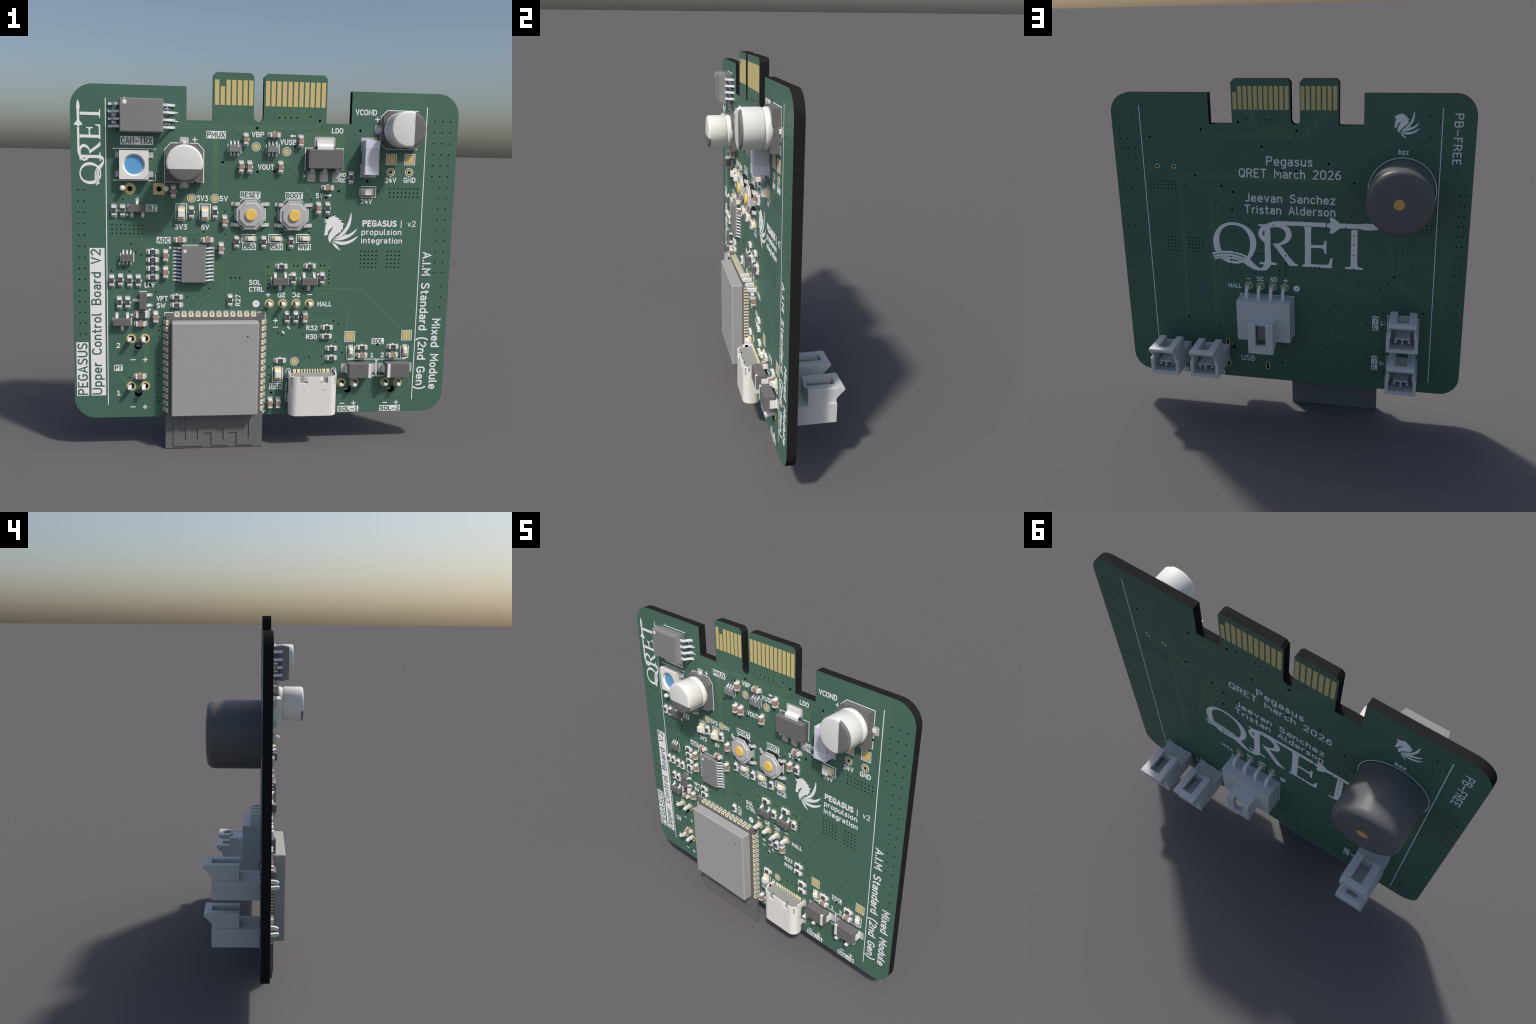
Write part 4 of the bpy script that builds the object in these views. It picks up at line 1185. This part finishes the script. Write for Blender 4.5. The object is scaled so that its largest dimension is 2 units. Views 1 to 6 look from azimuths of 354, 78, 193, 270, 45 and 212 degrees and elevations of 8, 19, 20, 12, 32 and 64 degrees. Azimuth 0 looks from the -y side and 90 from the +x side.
def diode_leads():
    s = Shape()
    for d in (1, -1):
        s.prism([(d * 2.1, 1.25), (d * 2.48, 1.25), (d * 2.48, 0.03), (d * 1.5, 0.03), (d * 1.5, 0.18), (d * 2.3, 0.18), (d * 2.3, 1.1), (d * 2.1, 1.1)], -0.72, 0.72, "terminal_tin", axis="y")
    return s.mesh("lead")


dm = diode(), diode_band(), diode_leads()
for x, t in ((17.87, 0), (25.1, 180)):
    d = place("diode", dm[0], x, 14.77, t)
    place("stripe", dm[1], parent=d)
    place("lead", dm[2], parent=d)


# ------------------------------------------------- two-pole plugs on the rear
def plug_housing():
    s = Shape()
    P = "connector_plastic"
    w, i = 2.97, 2.33
    s.box(-w, w, -1.8, -1.05, 0.15, 8.75, P)
    for k in (1, -1):
        a, b = sorted((k * w, k * i))
        s.box(a, b, -1.05, 1.7, 0.15, 8.75, P)
        a, b = sorted((k * 2.53, k * 2.15))
        # side wall of the latch, hooked forward at its tip
        s.prism([(1.1, 3.8), (4.1, 3.8), (4.1, 10.0), (3.95, 10.1), (2.46, 8.74), (1.1, 8.74)], a, b, P, axis="x")
        lid = [(k * 1.12, 3.6), (k * 2.55, 3.6), (k * 2.55, 4.36), (k * 2.43, 4.48), (k * 1.12, 4.48)]
        s.prism(lid, 3.75, 8.8, P, axis="z")
    # the lip that the mating latch snaps behind, rounded at its nose
    s.prism([(4.48, 8.8), (4.48, 9.95), (4.4, 10.1), (4.25, 10.15), (3.97, 10.15), (3.6, 9.8), (3.6, 8.8)], -2.55, 2.55, P, axis="x")
    s.box(-i, i, -1.05, 1.695, 0.16, 3.8, P)
    s.box(-1.12, 1.12, 1.6, 3.74, 3.76, 4.3, P)
    s.box(-2.2, 2.2, 1.6, 3.6, 3.78, 4.2, P)
    s.box(-1.4, 1.4, 0.72, 0.95, 3.7, 8.1, P)
    s.box(-0.13, 0.13, -0.35, 0.8, 3.7, 8.0, P)
    for x in (-2.2, 0, 2.2):
        s.box(x - 0.4, x + 0.4, -1.7, 1.6, 0.0, 0.2, P)
    return s.mesh("wire_socket")


def plug_pins():
    s = Shape()
    for k in (1.26, -1.26):
        s.lathe([(0.27, 3.5), (0.27, 7.5), (0.15, 7.75), (0, 7.75)], "pin_metal", k, 0, 14)
        # the soldered end is kinked so that it clips into its hole
        d = 0.14 if k > 0 else -0.14
        up = [(0.26, 0.2), (0.26 - d * .4, -1.4), (0.3 - d, -2.1), (0.32 - d * .6, -2.6), (0.26, -3.05), (0.13 + d * .4, -3.35)]
        down = [(-0.13 + d * .4, -3.38), (-0.3 + d * .4, -3.1), (-0.36 - d * .6, -2.6), (-0.36 - d, -2.1), (-0.30 - d * .4, -1.4), (-0.26, 0.2)]
        s.prism(up + down, k - 0.3, k + 0.3, "pin_metal", axis="x")
    return s.mesh("pin")


pm = plug_housing(), plug_pins()
for x, y in PLUGS:
    p = place("wire_socket", pm[0], -x + 0.22, y, 0, REAR)
    place("pin", pm[1], parent=p)

# --------------------------------------------- four-pole side-entry connector
P = "connector_plastic"
s = Shape()
HX = 4.385
s.prism([(-5.47, 16.8), (-2.05, 16.8), (-2.05, 21.3), (2.05, 21.3), (2.05, 16.8), (5.47, 16.8), (5.47, 25.32), (-5.47, 25.32)], 3.15, 3.75, P)
s.prism([(-5.47, 16.8), (-4.9, 16.8), (-4.9, 23.2), (4.9, 23.2), (4.9, 16.8), (5.47, 16.8), (5.47, 25.32), (-5.47, 25.32)], 0.6, 3.15, P)
s.box(-5.47, 5.47, 17.6, 25.32, 0.12, 0.6, P)
for k in (1, -1):
    a, b = sorted((k * 2.55, k * 2.0))
    s.prism([(21.75, 3.76), (21.75, 6.4), (21.53, 6.62), (15.3, 6.62), (15.3, 5.7), (16.5, 3.76)], a, b, P, axis="x")
    a, b = sorted((k * 2.0, k * 1.05))
    s.prism([(15.3, 5.75), (21.75, 5.75), (21.75, 6.4), (21.53, 6.62), (15.3, 6.62)], a, b, P, axis="x")
s.box(-1.05, 1.05, 15.3, 17.05, 5.75, 6.62, P)
s.box(-2.0, 2.0, 21.2, 21.75, 3.76, 5.75, P)
s.box(-1.05, 1.05, 21.2, 21.75, 5.75, 5.95, P)
s.box(-1.45, 1.45, 16.7, 23.2, 2.85, 3.1, P)
four = place("wire_socket", s.mesh("wire_socket"), -HX, 0, 0, REAR)
s = Shape()
for x in HALL_X:
    bx = HX - x
    bend = [(HALL_Y - 0.33 - 0.6 + 0.0, 1.55)]
    out = arc(HALL_Y - 0.66, 1.25, 0.99, 0.99, 0, 90, 6)
    inn = arc(HALL_Y - 0.66, 1.25, 0.33, 0.33, 90, 0, 4)
    s.prism([(HALL_Y + 0.33, -2.9)] + out + [(24.9, 2.24), (24.9, 1.58)] + inn + [(HALL_Y - 0.33, -2.9), (HALL_Y - 0.14, -3.25), (HALL_Y + 0.14, -3.25)], bx - 0.3, bx + 0.3, "pin_metal", axis="x")
    s.box(bx - 0.3, bx + 0.3, 18.5, 23.3, 1.62, 2.2, "pin_metal")
place("pin", s.mesh("pin"), parent=four)

# ------------------------------------------------------------------- buzzer
s = Shape()
c = 1.3
prof = [(6.0, 0.12), (6.0, 9.5 - c)] + [(6.0 - c + c * math.cos(math.radians(a)), 9.5 - c + c * math.sin(math.radians(a))) for a in range(15, 91, 15)] + [(1.0, 9.5), (1.0, 9.2)]
s.lathe([(0, 0.12)] + prof, "buzzer_plastic", n=72)
bz = place("buzzer", s.mesh("buzzer", 40), 22.08, 48.15, 0, REAR)
s = Shape()
s.prism(circle(0, 0, 1.02, 32), 9.1, 9.44, "buzzer_hole")
place("sound_hole", s.mesh("sound_hole"), parent=bz)
s = Shape()
for k in (-3.78, 3.78):
    s.lathe([(0, -2.97), (0.3, -2.9), (0.46, -2.72), (0.5, -2.5), (0.5, -1.6)], "terminal_tin", k, 0, 24)
place("pin", s.mesh("pin"), parent=bz)
